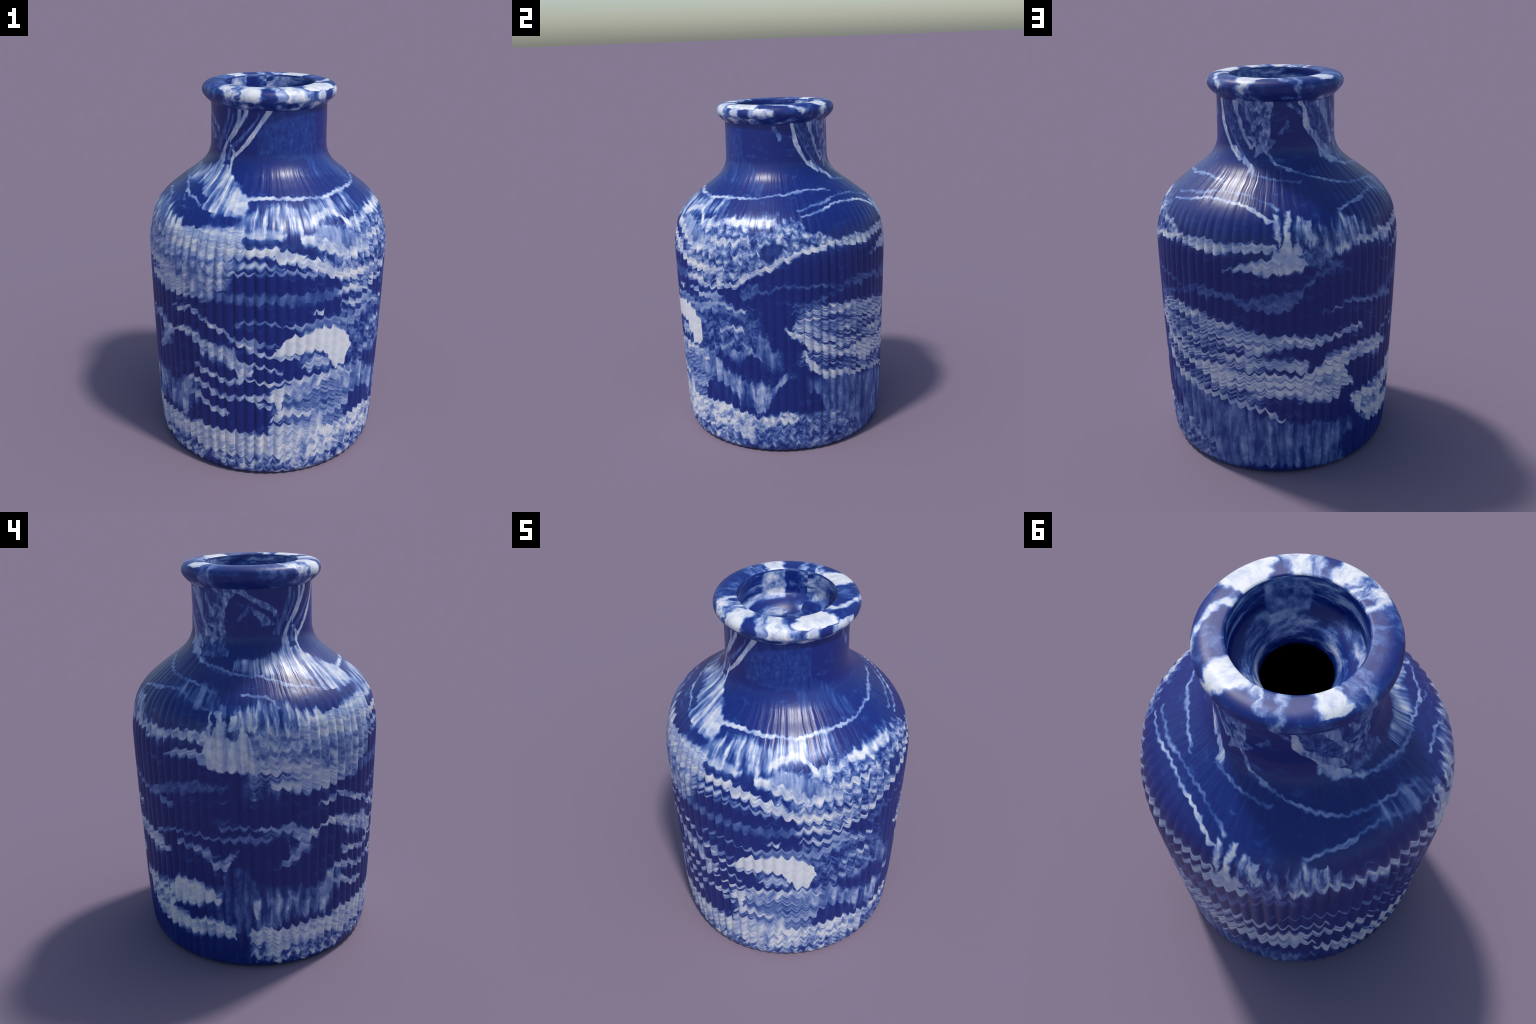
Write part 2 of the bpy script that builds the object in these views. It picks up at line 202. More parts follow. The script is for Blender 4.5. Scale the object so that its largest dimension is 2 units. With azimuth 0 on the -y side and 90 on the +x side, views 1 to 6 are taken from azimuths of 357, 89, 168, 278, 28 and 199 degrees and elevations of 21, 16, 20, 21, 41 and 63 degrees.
band('front_low_vein', 0.8, 0.12, 'H', 0.004, (-36.5, 0.595, 0.0081), (-30.8, 0.596, 0.0095), (-25.2, 0.576, 0.0064), (-21.0, 0.569, 0.0079), (-15.8, 0.574, 0.0086), (-12.8, 0.583, 0.0095), (-6.8, 0.571, 0.0079), (-1.9, 0.564, 0.0068), (4.0, 0.581, 0.0126), (9.0, 0.581, 0.0109), (16.8, 0.58, 0.0111), (22.3, 0.582, 0.0175), (31.5, 0.567, 0.0214), (40.2, 0.544, 0.0237))
band('front_bridge', 0.78, 0.1, 'V', 0.005, (-16.5, 0.6, 0.0249), (-15.2, 0.611, 0.0345), (-12.7, 0.646, 0.0278), (-10.8, 0.661, 0.0139))
band('front_lower_vein', 0.85, 0.1, 'H', 0.004, (-40.6, 0.494, 0.0074), (-34.7, 0.507, 0.0111), (-30.0, 0.479, 0.0095), (-24.4, 0.47, 0.0097), (-18.5, 0.474, 0.0102), (-11.8, 0.479, 0.0101), (-7.8, 0.481, 0.0181), (-1.8, 0.482, 0.0223), (-0.1, 0.485, 0.0256))
band('front_lowest_vein', 0.82, 0.1, 'H', 0.004, (-40.6, 0.426, 0.01), (-35.1, 0.41, 0.0115), (-30.3, 0.384, 0.0122), (-24.6, 0.37, 0.0105), (-22.4, 0.375, 0.0098))
band('pale_column', 0.95, 0.1, 'S', 0.006, (-0.6, 0.482, 0.0287), (1.2, 0.478, 0.0703), (2.5, 0.457, 0.0962), (4.1, 0.508, 0.0382))
band('pale_ledge', 0.88, 0.1, 'S', 0.006, (1.1, 0.526, 0.0221), (6.6, 0.539, 0.0269), (14.2, 0.552, 0.0191), (21.9, 0.549, 0.0176))
band('pale_ledge_low', 0.85, 0.1, 'S', 0.006, (-1.2, 0.354, 0.0091), (2.3, 0.378, 0.0293), (6.9, 0.395, 0.0179), (14.9, 0.382, 0.0181), (20.5, 0.374, 0.0166))
band('pale_hook', 0.75, 0.15, 'V', 0.006, (19.8, 0.332, 0.0537), (23.1, 0.316, 0.0406))
band('pale_ledge_base', 0.75, 0.15, 'S', 0.007, (-2.1, 0.29, 0.0268), (4.6, 0.294, 0.0268), (12.5, 0.288, 0.0252), (20.9, 0.279, 0.0308))
band('milky_right_of_lens', 0.5, 0.25, 'V', 0.008, (35.8, 0.539, 0.0599), (43.7, 0.525, 0.0686), (54.7, 0.457, 0.0588), (59.3, 0.437, 0.0345))
band('dark_wedge', 0.04, 0.1, 'V', 0.008, (40.0, 0.324, 0.0353), (43.1, 0.342, 0.0712), (47.6, 0.35, 0.0689), (55.8, 0.33, 0.0614), (62.8, 0.297, 0.0422))
band('base_band_front', 0.84, 0.22, 'W', 0.006, (-79.0, 0.14, 0.0715), (-63.5, 0.185, 0.0521), (-52.2, 0.194, 0.0632), (-45.4, 0.191, 0.0437), (-36.1, 0.192, 0.0709), (-27.4, 0.189, 0.0627), (-18.9, 0.195, 0.0654), (-10.9, 0.192, 0.0635), (-5.6, 0.191, 0.0651), (2.2, 0.19, 0.072), (10.2, 0.188, 0.0796), (21.5, 0.191, 0.0915), (31.1, 0.178, 0.0724), (36.7, 0.189, 0.0366), (40.0, 0.242, 0.0362), (51.5, 0.234, 0.058), (69.4, 0.159, 0.0867))
band('milky_left_flank', 0.36, 0.3, 'V', 0.008, (-80.9, 0.317, 0.0837), (-60.4, 0.386, 0.0725), (-55.3, 0.355, 0.0893), (-46.1, 0.41, 0.1024), (-41.4, 0.465, 0.0534))
band('left_flank_thread', 0.35, 0.2, 'H', 0.006, (-76.5, 0.786, 0.0192), (-68.2, 0.772, 0.0209), (-67.4, 0.641, 0.0361), (-60.5, 0.698, 0.0307))
band('side_low_band', 0.65, 0.25, 'I', 0.008, (8.2, 0.526, 0.0352), (30.5, 0.581, 0.0239), (38.8, 0.567, 0.0185), (43.4, 0.558, 0.0244))
band('side_low_dab', 0.68, 0.2, 'H', 0.006, (53.3, 0.753, 0.0144), (57.5, 0.77, 0.017), (60.9, 0.777, 0.0155), (65.6, 0.777, 0.0168), (67.6, 0.777, 0.0084))
band('side_low_dab_second', 0.6, 0.2, 'H', 0.006, (53.7, 0.653, 0.0131), (57.8, 0.655, 0.0107))
band('side_low_curl', 0.48, 0.2, 'V', 0.006, (58.7, 0.619, 0.0116), (62.5, 0.611, 0.0145), (65.7, 0.611, 0.0145), (70.9, 0.641, 0.01))
band('side_base_band', 0.8, 0.35, 'I', 0.008, (7.4, 0.149, 0.0494), (29.1, 0.203, 0.0662), (39.2, 0.208, 0.056), (48.5, 0.21, 0.0543), (53.8, 0.214, 0.0597), (59.8, 0.208, 0.0496), (65.4, 0.199, 0.0401), (73.4, 0.201, 0.0304), (81.0, 0.213, 0.0301), (88.5, 0.232, 0.0375), (94.0, 0.233, 0.0299))
band('fan_upper_rib', 0.72, 0.2, 'S', 0.006, (94.1, 0.798, 0.0096), (98.8, 0.795, 0.0248), (104.1, 0.763, 0.025), (109.1, 0.729, 0.0223), (114.4, 0.698, 0.0197), (120.1, 0.664, 0.0229))
band('fan_lower_rib', 0.84, 0.15, 'S', 0.006, (89.9, 0.781, 0.011), (93.1, 0.754, 0.0194), (96.8, 0.724, 0.0237), (101.5, 0.685, 0.0351), (106.5, 0.658, 0.0254), (112.8, 0.62, 0.0228), (123.3, 0.591, 0.0188), (130.0, 0.577, 0.0235), (136.3, 0.572, 0.0357), (148.8, 0.554, 0.0431))
band('fan_tail', 0.84, 0.1, 'S', 0.005, (98.3, 0.623, 0.0226), (101.4, 0.587, 0.0256), (104.4, 0.537, 0.0258), (109.0, 0.49, 0.0232), (114.4, 0.476, 0.0218), (123.4, 0.466, 0.0154), (129.8, 0.449, 0.0131), (136.2, 0.443, 0.0162), (143.2, 0.434, 0.0133), (148.6, 0.422, 0.0192), (153.8, 0.407, 0.0144), (160.8, 0.389, 0.0142), (166.2, 0.353, 0.0143), (169.9, 0.329, 0.0097))
band('fan_top_edge', 0.7, 0.3, 'S', 0.008, (100.8, 0.876, 0.0109), (111.7, 0.868, 0.0206), (123.0, 0.852, 0.0195), (139.7, 0.827, 0.0416), (146.1, 0.82, 0.05), (152.6, 0.809, 0.0423), (159.7, 0.788, 0.038), (164.4, 0.772, 0.038), (173.8, 0.783, 0.0276), (180.9, 0.776, 0.0292), (188.4, 0.775, 0.0236), (193.7, 0.783, 0.0147), (202.3, 0.799, 0.0149), (208.9, 0.802, 0.0136))
band('shoulder_vein_upper', 0.55, 0.15, 'H', 0.003, (99.9, 1.436, 0.0044), (110.9, 1.454, 0.0042), (122.6, 1.467, 0.0056), (133.8, 1.481, 0.0026), (143.9, 1.482, 0.0036), (152.2, 1.477, 0.0041), (158.8, 1.46, 0.0029), (164.7, 1.448, 0.004), (168.6, 1.43, 0.0055))
band('shoulder_vein_lower', 0.82, 0.15, 'H', 0.003, (101.2, 1.409, 0.0037), (112.0, 1.421, 0.0039), (119.7, 1.439, 0.0057), (128.9, 1.449, 0.0047), (141.2, 1.446, 0.0045), (147.6, 1.443, 0.0054), (153.8, 1.432, 0.0069), (158.6, 1.411, 0.009), (164.0, 1.386, 0.0101), (166.2, 1.382, 0.0058))
band('collar_vein_tail', 0.7, 0.15, 'H', 0.003, (90.7, 1.51, 0.0025), (117.7, 1.527, 0.0025), (128.9, 1.519, 0.0025))
band('nape_vein', 0.75, 0.15, 'H', 0.003, (146.3, 1.553, 0.0027), (160.2, 1.542, 0.0035), (171.2, 1.533, 0.0028), (184.2, 1.527, 0.0025))
band('nape_vein_second', 0.75, 0.15, 'H', 0.003, (176.0, 1.576, 0.0038), (187.5, 1.554, 0.0035), (198.0, 1.531, 0.0045), (208.9, 1.511, 0.0051), (218.4, 1.494, 0.0036), (233.6, 1.482, 0.003), (245.5, 1.471, 0.0039), (257.1, 1.447, 0.0039))
band('left_arch', 0.6, 0.2, 'H', 0.003, (-159.4, 1.406, 0.0054), (-152.1, 1.424, 0.0052), (-143.1, 1.427, 0.0088), (-137.5, 1.437, 0.0036), (-129.5, 1.443, 0.0043), (-120.3, 1.435, 0.0065), (-111.6, 1.408, 0.0088), (-104.8, 1.384, 0.0071))
band('left_arch_haze', 0.32, 0.3, 'V', 0.008, (-123.9, 1.451, 0.0143), (-113.7, 1.435, 0.0282), (-106.4, 1.417, 0.0331), (-99.6, 1.399, 0.0317), (-96.5, 1.378, 0.0268))
band('trunk', 0.89, 0.12, 'V', 0.008, (166.5, 1.211, 0.0523), (169.5, 1.205, 0.0629), (171.3, 1.205, 0.0628), (174.6, 1.202, 0.0515), (179.4, 1.191, 0.0259))
band('trunk_arm', 0.81, 0.15, 'S', 0.006, (143.9, 1.149, 0.0056), (148.4, 1.15, 0.0108), (152.7, 1.169, 0.0162), (158.2, 1.171, 0.0305), (163.2, 1.167, 0.0383), (166.8, 1.181, 0.038))
streak('trunk_fork', 0.89, 0.1, 'V', 0.004, (1.268, 168.6, 0.3), (1.288, 168.5, 0.7), (1.334, 168.4, 1.1), (1.378, 168.2, 1.2), (1.407, 167.6, 1.2))
streak('trunk_stem', 0.92, 0.1, 'V', 0.004, (1.257, 171.8, 2.7), (1.296, 172.2, 1.5), (1.351, 172.3, 1.3), (1.389, 172.8, 1.1), (1.417, 173.1, 0.9))
streak('trunk_blob', 0.88, 0.15, 'V', 0.004, (1.282, -175.8, 0.7), (1.317, -177.5, 1.8), (1.345, -177.8, 1.5), (1.38, -177.5, 1.4))
streak('trunk_leaf', 0.81, 0.15, 'V', 0.004, (1.245, 177.0, 2.5), (1.274, 177.1, 1.6), (1.303, 177.0, 0.5))
band('fan_core', 0.84, 0.42, 'S', 0.01, (130.9, 0.578, 0.0383), (135.8, 0.557, 0.0508), (143.8, 0.561, 0.0561), (151.7, 0.547, 0.051), (156.7, 0.541, 0.057), (164.0, 0.538, 0.0676), (173.7, 0.528, 0.066), (181.1, 0.523, 0.0771), (188.9, 0.54, 0.1116), (194.4, 0.547, 0.1279), (197.9, 0.552, 0.1004), (204.4, 0.494, 0.024))
band('fan_core_upper', 0.76, 0.25, 'S', 0.008, (153.0, 0.633, 0.0182), (159.4, 0.656, 0.0136), (166.6, 0.657, 0.0271), (173.7, 0.653, 0.0285), (181.0, 0.638, 0.0346))
band('fan_blob', 0.81, 0.1, 'S', 0.006, (152.8, 0.715, 0.0164), (157.2, 0.724, 0.0214), (162.0, 0.743, 0.0175))
band('fan_right_arm', 0.89, 0.32, 'S', 0.014, (-170.3, 0.671, 0.0151), (-163.1, 0.662, 0.0322), (-157.1, 0.664, 0.0294), (-150.3, 0.666, 0.0363), (-142.0, 0.647, 0.0373), (-133.4, 0.63, 0.0372))
band('back_right_patch', 0.89, 0.42, 'I', 0.018, (-154.4, 0.389, 0.0296), (-148.1, 0.345, 0.0677), (-138.6, 0.306, 0.1027), (-130.3, 0.352, 0.0846), (-127.5, 0.373, 0.0575))
band('back_dark_foot', 0.03, 0.06, 'V', 0.012, (-158.7, 0.107, 0.069), (-149.0, 0.099, 0.0933), (-137.7, 0.104, 0.0892), (-124.4, 0.086, 0.0798), (-111.2, 0.088, 0.0812), (-99.1, 0.11, 0.0739), (-91.1, 0.112, 0.0687), (-86.4, 0.127, 0.0816))
band('back_faint_vein', 0.45, 0.1, 'H', 0.007, (-171.9, 0.931, 0.0057), (-164.0, 0.938, 0.0073), (-157.7, 0.959, 0.0088), (-148.3, 0.943, 0.0095), (-137.9, 0.928, 0.0185), (-133.3, 0.934, 0.0305), (-128.2, 0.894, 0.0182), (-124.6, 0.887, 0.0134))
band('back_faint_cloud', 0.27, 0.12, 'I', 0.008, (-130.5, 0.961, 0.024), (-115.5, 0.995, 0.0313), (-104.7, 1.019, 0.0222), (-95.2, 1.025, 0.0109))
band('left_shoulder_thread', 0.7, 0.15, 'H', 0.003, (-125.2, 1.551, 0.0033), (-109.4, 1.539, 0.0036), (-96.9, 1.522, 0.0041), (-86.4, 1.514, 0.0032), (-76.6, 1.507, 0.004), (-67.6, 1.488, 0.0039), (-59.3, 1.465, 0.0039), (-48.9, 1.452, 0.0037), (-45.6, 1.437, 0.0031))
band('left_shoulder_thread_low', 0.6, 0.15, 'H', 0.003, (-73.6, 1.496, 0.0027), (-65.3, 1.471, 0.0032), (-58.8, 1.445, 0.0032))
band('left_band_tail', 0.81, 0.2, 'I', 0.008, (-154.3, 1.259, 0.0188), (-143.6, 1.255, 0.017), (-135.0, 1.246, 0.0189), (-127.0, 1.253, 0.0165), (-120.5, 1.264, 0.0186), (-111.8, 1.264, 0.0242), (-103.1, 1.262, 0.0253))
band('left_trunk_arm', 0.7, 0.2, 'S', 0.007, (-126.2, 1.148, 0.0067), (-119.0, 1.168, 0.02), (-111.6, 1.176, 0.0198), (-106.5, 1.168, 0.0238), (-102.6, 1.154, 0.0292))
band('left_trunk', 0.86, 0.18, 'V', 0.008, (-103.9, 1.193, 0.0693), (-101.3, 1.189, 0.0757), (-97.2, 1.215, 0.1084), (-94.8, 1.187, 0.0821), (-90.3, 1.178, 0.0744), (-88.0, 1.214, 0.1129), (-85.1, 1.192, 0.0902), (-79.3, 1.13, 0.0303))
streak('left_trunk_fork', 0.81, 0.1, 'V', 0.004, (1.264, -101.5, 0.8), (1.284, -101.5, 0.7), (1.33, -101.7, 0.7), (1.373, -102.9, 0.5))
streak('left_trunk_stem', 0.74, 0.15, 'V', 0.004, (1.258, -97.2, 2.5), (1.287, -96.8, 2.1), (1.333, -97.4, 2.0), (1.375, -99.4, 1.5))
streak('left_trunk_blob', 0.81, 0.1, 'V', 0.004, (1.308, -92.8, 0.6), (1.335, -92.2, 1.5), (1.362, -91.8, 1.4))
band('left_crown', 0.68, 0.15, 'H', 0.003, (-88.4, 1.445, 0.0046), (-80.5, 1.439, 0.0043), (-73.3, 1.421, 0.005), (-70.9, 1.391, 0.005))
band('left_pale_shoulder', 0.78, 0.25, 'W', 0.01, (-62.6, 1.297, 0.0232), (-57.6, 1.284, 0.0467), (-52.0, 1.289, 0.0607), (-43.0, 1.287, 0.0585), (-32.2, 1.303, 0.0676), (-15.9, 1.316, 0.0627))
band('left_hem', 0.84, 0.15, 'S', 0.007, (-80.6, 1.126, 0.0243), (-74.9, 1.119, 0.031), (-68.1, 1.112, 0.0226), (-63.4, 1.092, 0.0349), (-58.5, 1.084, 0.0447), (-53.3, 1.074, 0.0384), (-44.5, 1.045, 0.0337))
band('left_hem_low', 0.81, 0.15, 'S', 0.006, (-75.9, 1.031, 0.0258), (-72.7, 1.034, 0.0204), (-63.4, 1.028, 0.021), (-58.4, 1.023, 0.0252), (-53.1, 1.011, 0.0249), (-48.0, 1.012, 0.0239))
band('left_mid_threads', 0.68, 0.3, 'H', 0.006, (-52.9, 0.91, 0.0086), (-47.1, 0.91, 0.0143), (-42.1, 0.931, 0.0087), (-32.7, 0.887, 0.0135), (-24.5, 0.852, 0.0125), (-9.1, 0.763, 0.0128))
band('left_low_diagonal', 0.74, 0.2, 'H', 0.006, (-162.5, 0.629, 0.0253), (-143.3, 0.665, 0.0279), (-136.6, 0.664, 0.0266), (-130.7, 0.631, 0.0186), (-126.5, 0.623, 0.0119))
band('left_thread', 0.49, 0.12, 'H', 0.006, (-134.8, 0.711, 0.0098), (-123.9, 0.752, 0.0092), (-116.2, 0.754, 0.0076), (-108.8, 0.753, 0.0088), (-105.2, 0.744, 0.0074), (-98.6, 0.749, 0.0094), (-91.5, 0.752, 0.0121), (-84.5, 0.755, 0.0194), (-76.2, 0.751, 0.0071))
band('left_thread_upper', 0.65, 0.15, 'H', 0.006, (-98.9, 0.81, 0.0101), (-95.0, 0.813, 0.0057), (-86.7, 0.817, 0.0057), (-77.5, 0.812, 0.0068), (-70.5, 0.806, 0.0178), (-66.2, 0.8, 0.0293), (-62.2, 0.758, 0.0421), (-59.1, 0.751, 0.0423), (-54.8, 0.758, 0.0219))
band('left_frame', 0.78, 0.3, 'I', 0.006, (-58.1, 0.762, 0.0204), (-52.6, 0.776, 0.0088), (-48.6, 0.797, 0.0139), (-43.5, 0.786, 0.0282), (-36.1, 0.762, 0.0365), (-26.6, 0.719, 0.0351), (-11.1, 0.639, 0.0336))
band('left_falling_vein', 0.62, 0.15, 'H', 0.006, (-74.7, 0.596, 0.0081), (-71.5, 0.603, 0.012), (-68.1, 0.626, 0.0259), (-65.1, 0.657, 0.0243), (-63.1, 0.679, 0.0281), (-60.1, 0.723, 0.0241))
band('left_wisp', 0.65, 0.2, 'H', 0.008, (-120.5, 0.692, 0.0093), (-112.1, 0.681, 0.0153), (-107.8, 0.664, 0.0212), (-104.7, 0.642, 0.0347), (-101.9, 0.597, 0.0257), (-96.7, 0.621, 0.0331), (-91.7, 0.671, 0.0125))
band('left_patch', 0.94, 0.2, 'W', 0.012, (-127.4, 0.383, 0.0338), (-124.9, 0.397, 0.0634), (-121.9, 0.405, 0.0726), (-116.5, 0.42, 0.0697), (-111.0, 0.423, 0.0638), (-107.1, 0.415, 0.0509), (-103.9, 0.41, 0.0379), (-100.3, 0.393, 0.0195))
band('left_base_band', 0.89, 0.25, 'W', 0.012, (-142.5, 0.239, 0.0429), (-138.0, 0.228, 0.0433), (-130.3, 0.226, 0.054), (-122.4, 0.229, 0.0523), (-115.7, 0.215, 0.0444), (-109.5, 0.228, 0.0488), (-103.8, 0.233, 0.0513), (-99.5, 0.234, 0.046), (-93.5, 0.216, 0.0435))
streak('left_drop', 0.84, 0.15, 'V', 0.004, (0.318, -83.5, 0.5), (0.35, -83.5, 1.3), (0.387, -83.2, 1.6), (0.424, -82.1, 1.2))
band('left_clouds', 0.57, 0.3, 'V', 0.01, (-76.0, 0.399, 0.0341), (-72.1, 0.376, 0.0516), (-68.0, 0.385, 0.0329))
band('left_clouds_second', 0.62, 0.3, 'V', 0.01, (-57.8, 0.356, 0.0334), (-52.5, 0.343, 0.0548), (-49.0, 0.39, 0.0768), (-45.9, 0.438, 0.0796), (-44.0, 0.468, 0.0478))
band('left_base_pale', 0.89, 0.32, 'W', 0.006, (-85.3, 0.204, 0.0475), (-80.7, 0.203, 0.0475), (-73.1, 0.202, 0.0411), (-67.9, 0.212, 0.0343), (-59.7, 0.204, 0.0415), (-50.7, 0.194, 0.0372), (-45.4, 0.193, 0.0463), (-39.5, 0.208, 0.0709), (-31.7, 0.206, 0.0571), (-19.2, 0.188, 0.0783))
band('left_squiggle', 0.76, 0.2, 'H', 0.005, (-43.9, 0.518, 0.0095), (-39.2, 0.526, 0.016), (-31.5, 0.503, 0.0137), (-25.0, 0.475, 0.0108), (-16.2, 0.475, 0.0126), (-2.2, 0.433, 0.0131))
band('left_squiggle_low', 0.76, 0.2, 'H', 0.005, (-43.1, 0.437, 0.0097), (-39.5, 0.44, 0.0161), (-32.5, 0.397, 0.0107), (-23.8, 0.373, 0.0191))
band('left_squiggle_high', 0.76, 0.2, 'H', 0.005, (-39.8, 0.619, 0.0139), (-29.4, 0.587, 0.0137), (-17.7, 0.558, 0.0112))
band('neck_haze_front', 0.12, 0.06, 'I', 0.008, (-13.9, 1.751, 0.0758), (4.9, 1.773, 0.1122), (32.4, 1.769, 0.1202), (47.0, 1.78, 0.0935))
band('neck_haze_side', 0.12, 0.12, 'V', 0.008, (35.2, 1.644, 0.074), (58.7, 1.605, 0.0614), (75.6, 1.539, 0.0279))
streak('neck_streak_front', 0.85, 0.1, 'V', 0.003, (1.642, -39.5, 1.5), (1.665, -36.1, 2.0), (1.703, -29.5, 2.1), (1.758, -20.7, 2.5), (1.81, -14.2, 2.4), (1.862, -7.3, 2.8), (1.9, -3.5, 2.9))
streak('neck_streak_front_second', 0.85, 0.1, 'V', 0.003, (1.728, -42.6, 0.7), (1.765, -39.1, 2.2), (1.82, -32.1, 2.0), (1.856, -27.9, 1.8), (1.9, -25.5, 2.2))
streak('neck_streak_front_third', 0.8, 0.1, 'V', 0.003, (1.634, -52.5, 2.1), (1.687, -50.5, 2.2), (1.744, -44.4, 1.5), (1.8, -37.0, 1.8), (1.853, -32.9, 1.6), (1.897, -32.7, 1.5))
streak('neck_streak_front_fourth', 0.4, 0.1, 'V', 0.003, (1.638, -44.6, 1.8), (1.676, -43.5, 1.6), (1.714, -38.5, 1.9), (1.772, -27.1, 1.4), (1.826, -18.9, 1.3), (1.877, -13.2, 0.7))
streak('neck_veil_back', 0.18, 0.16, 'I', 0.008, (1.666, 154.5, 6.2), (1.691, 153.2, 9.6), (1.755, 149.8, 13.2), (1.819, 147.4, 16.8), (1.896, 146.4, 17.9))
streak('neck_veil_left_back', 0.22, 0.2, 'I', 0.008, (1.582, -116.4, 13.2), (1.647, -123.6, 14.3), (1.723, -132.1, 20.4), (1.792, -134.8, 25.6), (1.877, -142.0, 23.2))
streak('neck_veil_right', 0.18, 0.18, 'I', 0.006, (1.685, 135.0, 6.3), (1.747, 129.0, 7.7), (1.809, 122.5, 9.4), (1.885, 118.2, 10.3))
streak('neck_veil_left', 0.15, 0.14, 'I', 0.008, (1.675, -116.7, 10.5), (1.718, -120.6, 13.2), (1.782, -122.3, 15.3), (1.845, -123.5, 19.6), (1.899, -124.3, 22.1))
streak('shoulder_strand_back', 0.72, 0.25, 'V', 0.005, (1.563, 147.0, 2.3), (1.596, 142.4, 3.2), (1.632, 134.5, 3.9), (1.668, 124.9, 3.7))
streak('shoulder_strand_second', 0.66, 0.15, 'V', 0.004, (1.574, 177.8, 2.8), (1.599, 168.7, 1.7), (1.631, 162.5, 1.6), (1.677, 156.4, 2.3))
band('shoulder_strand_left', 0.6, 0.25, 'V', 0.005, (-150.1, 1.634, 0.0173), (-141.6, 1.601, 0.0121), (-127.3, 1.565, 0.0057), (-95.6, 1.516, 0.0025))
streak('strand_back', 0.85, 0.1, 'V', 0.003, (1.609, 134.4, 1.9), (1.628, 130.2, 1.8), (1.649, 124.2, 1.8), (1.685, 119.5, 1.7), (1.731, 114.0, 2.5), (1.785, 109.4, 3.0), (1.845, 107.5, 1.8), (1.891, 106.0, 1.9))
streak('strand_back_thin', 0.36, 0.1, 'V', 0.003, (1.77, 120.3, 0.9), (1.803, 119.6, 0.9), (1.844, 115.3, 1.1), (1.882, 111.6, 1.1))
streak('strand_back_low', 0.36, 0.12, 'V', 0.003, (1.625, 136.5, 1.7), (1.661, 132.4, 1.5), (1.706, 125.7, 1.5), (1.753, 120.6, 1.2))
streak('strand_wide', 0.68, 0.25, 'V', 0.003, (1.667, 144.1, 1.6), (1.692, 141.5, 1.9), (1.723, 137.5, 1.6), (1.762, 134.5, 1.9), (1.811, 131.8, 1.9), (1.858, 128.1, 2.8), (1.894, 127.8, 4.6))
streak('strand_wide_edge', 0.46, 0.2, 'V', 0.004, (1.757, 147.1, 1.4), (1.786, 145.5, 1.7), (1.815, 142.6, 1.7), (1.863, 138.5, 2.2), (1.897, 134.6, 2.7))
streak('v_cloud', 0.42, 0.25, 'I', 0.006, (1.838, 154.6, 1.3), (1.853, 150.7, 4.9), (1.872, 149.2, 7.8), (1.898, 147.4, 9.4))
streak('v_bend', 0.46, 0.2, 'I', 0.005, (1.754, 147.1, 1.4), (1.774, 148.0, 2.5), (1.794, 150.2, 3.6), (1.818, 153.6, 2.9))
streak('v_right_limb', 0.5, 0.22, 'I', 0.005, (1.615, 164.6, 1.1), (1.639, 161.3, 1.2), (1.671, 158.7, 1.2), (1.703, 156.7, 4.5), (1.736, 157.4, 4.5), (1.769, 158.5, 4.1), (1.809, 159.6, 3.1), (1.852, 161.6, 2.5), (1.9, 162.7, 3.4))
streak('v_knot', 0.55, 0.2, 'I', 0.004, (1.679, 147.6, 2.0), (1.701, 148.1, 1.9), (1.72, 145.4, 4.3))
streak('v_foot', 0.55, 0.15, 'I', 0.004, (1.631, 148.6, 1.3), (1.66, 153.2, 4.9), (1.684, 152.2, 1.9))
streak('v_spur', 0.42, 0.2, 'I', 0.004, (1.676, 162.8, 1.4), (1.707, 164.3, 3.1))
streak('v_far_spur', 0.3, 0.15, 'I', 0.005, (1.743, 172.0, 2.3), (1.768, 176.3, 3.1), (1.801, 178.9, 1.6))
streak('strand_left_back', 0.78, 0.12, 'V', 0.003, (1.583, -136.2, 6.9), (1.61, -140.3, 4.1), (1.655, -146.4, 3.1), (1.691, -150.1, 2.9), (1.74, -158.0, 3.6), (1.776, -162.3, 3.5), (1.81, -163.5, 2.8), (1.854, -164.9, 2.0), (1.898, -168.4, 2.2))
streak('strand_left_back_thin', 0.38, 0.12, 'V', 0.003, (1.731, -145.8, 1.9), (1.771, -153.5, 1.7), (1.804, -153.8, 1.4), (1.84, -158.0, 1.2), (1.892, -162.9, 1.1))
streak('strand_left_back_haze', 0.36, 0.2, 'I', 0.005, (1.836, 190.4, 2.4), (1.864, 184.8, 3.3), (1.885, 179.0, 2.5))
streak('strand_left_wide', 0.62, 0.25, 'V', 0.003, (1.67, -128.1, 3.0), (1.699, -129.1, 3.3), (1.737, -132.9, 1.9), (1.774, -136.1, 2.2), (1.81, -139.2, 3.8), (1.846, -142.5, 4.5), (1.885, -145.0, 6.9))
streak('left_strand', 0.62, 0.15, 'V', 0.003, (1.671, -123.9, 2.3), (1.712, -131.3, 1.4), (1.759, -135.0, 1.6), (1.807, -137.2, 2.2), (1.855, -139.5, 2.5), (1.899, -142.5, 2.3))
streak('left_strand_second', 0.5, 0.2, 'V', 0.004, (1.767, -122.5, 2.0), (1.799, -123.8, 2.1), (1.83, -127.1, 2.1), (1.867, -129.0, 1.9))
streak('left_strand_low', 0.58, 0.25, 'V', 0.004, (1.615, -135.4, 4.2), (1.655, -141.5, 5.3), (1.689, -147.9, 2.7), (1.742, -156.3, 5.3))
streak('left_cloud', 0.44, 0.22, 'I', 0.006, (1.858, -112.3, 1.1), (1.886, -114.1, 4.0), (1.909, -119.9, 10.5))
streak('left_bend', 0.42, 0.2, 'I', 0.005, (1.76, -122.6, 2.1), (1.785, -119.9, 2.8), (1.815, -116.7, 2.9))
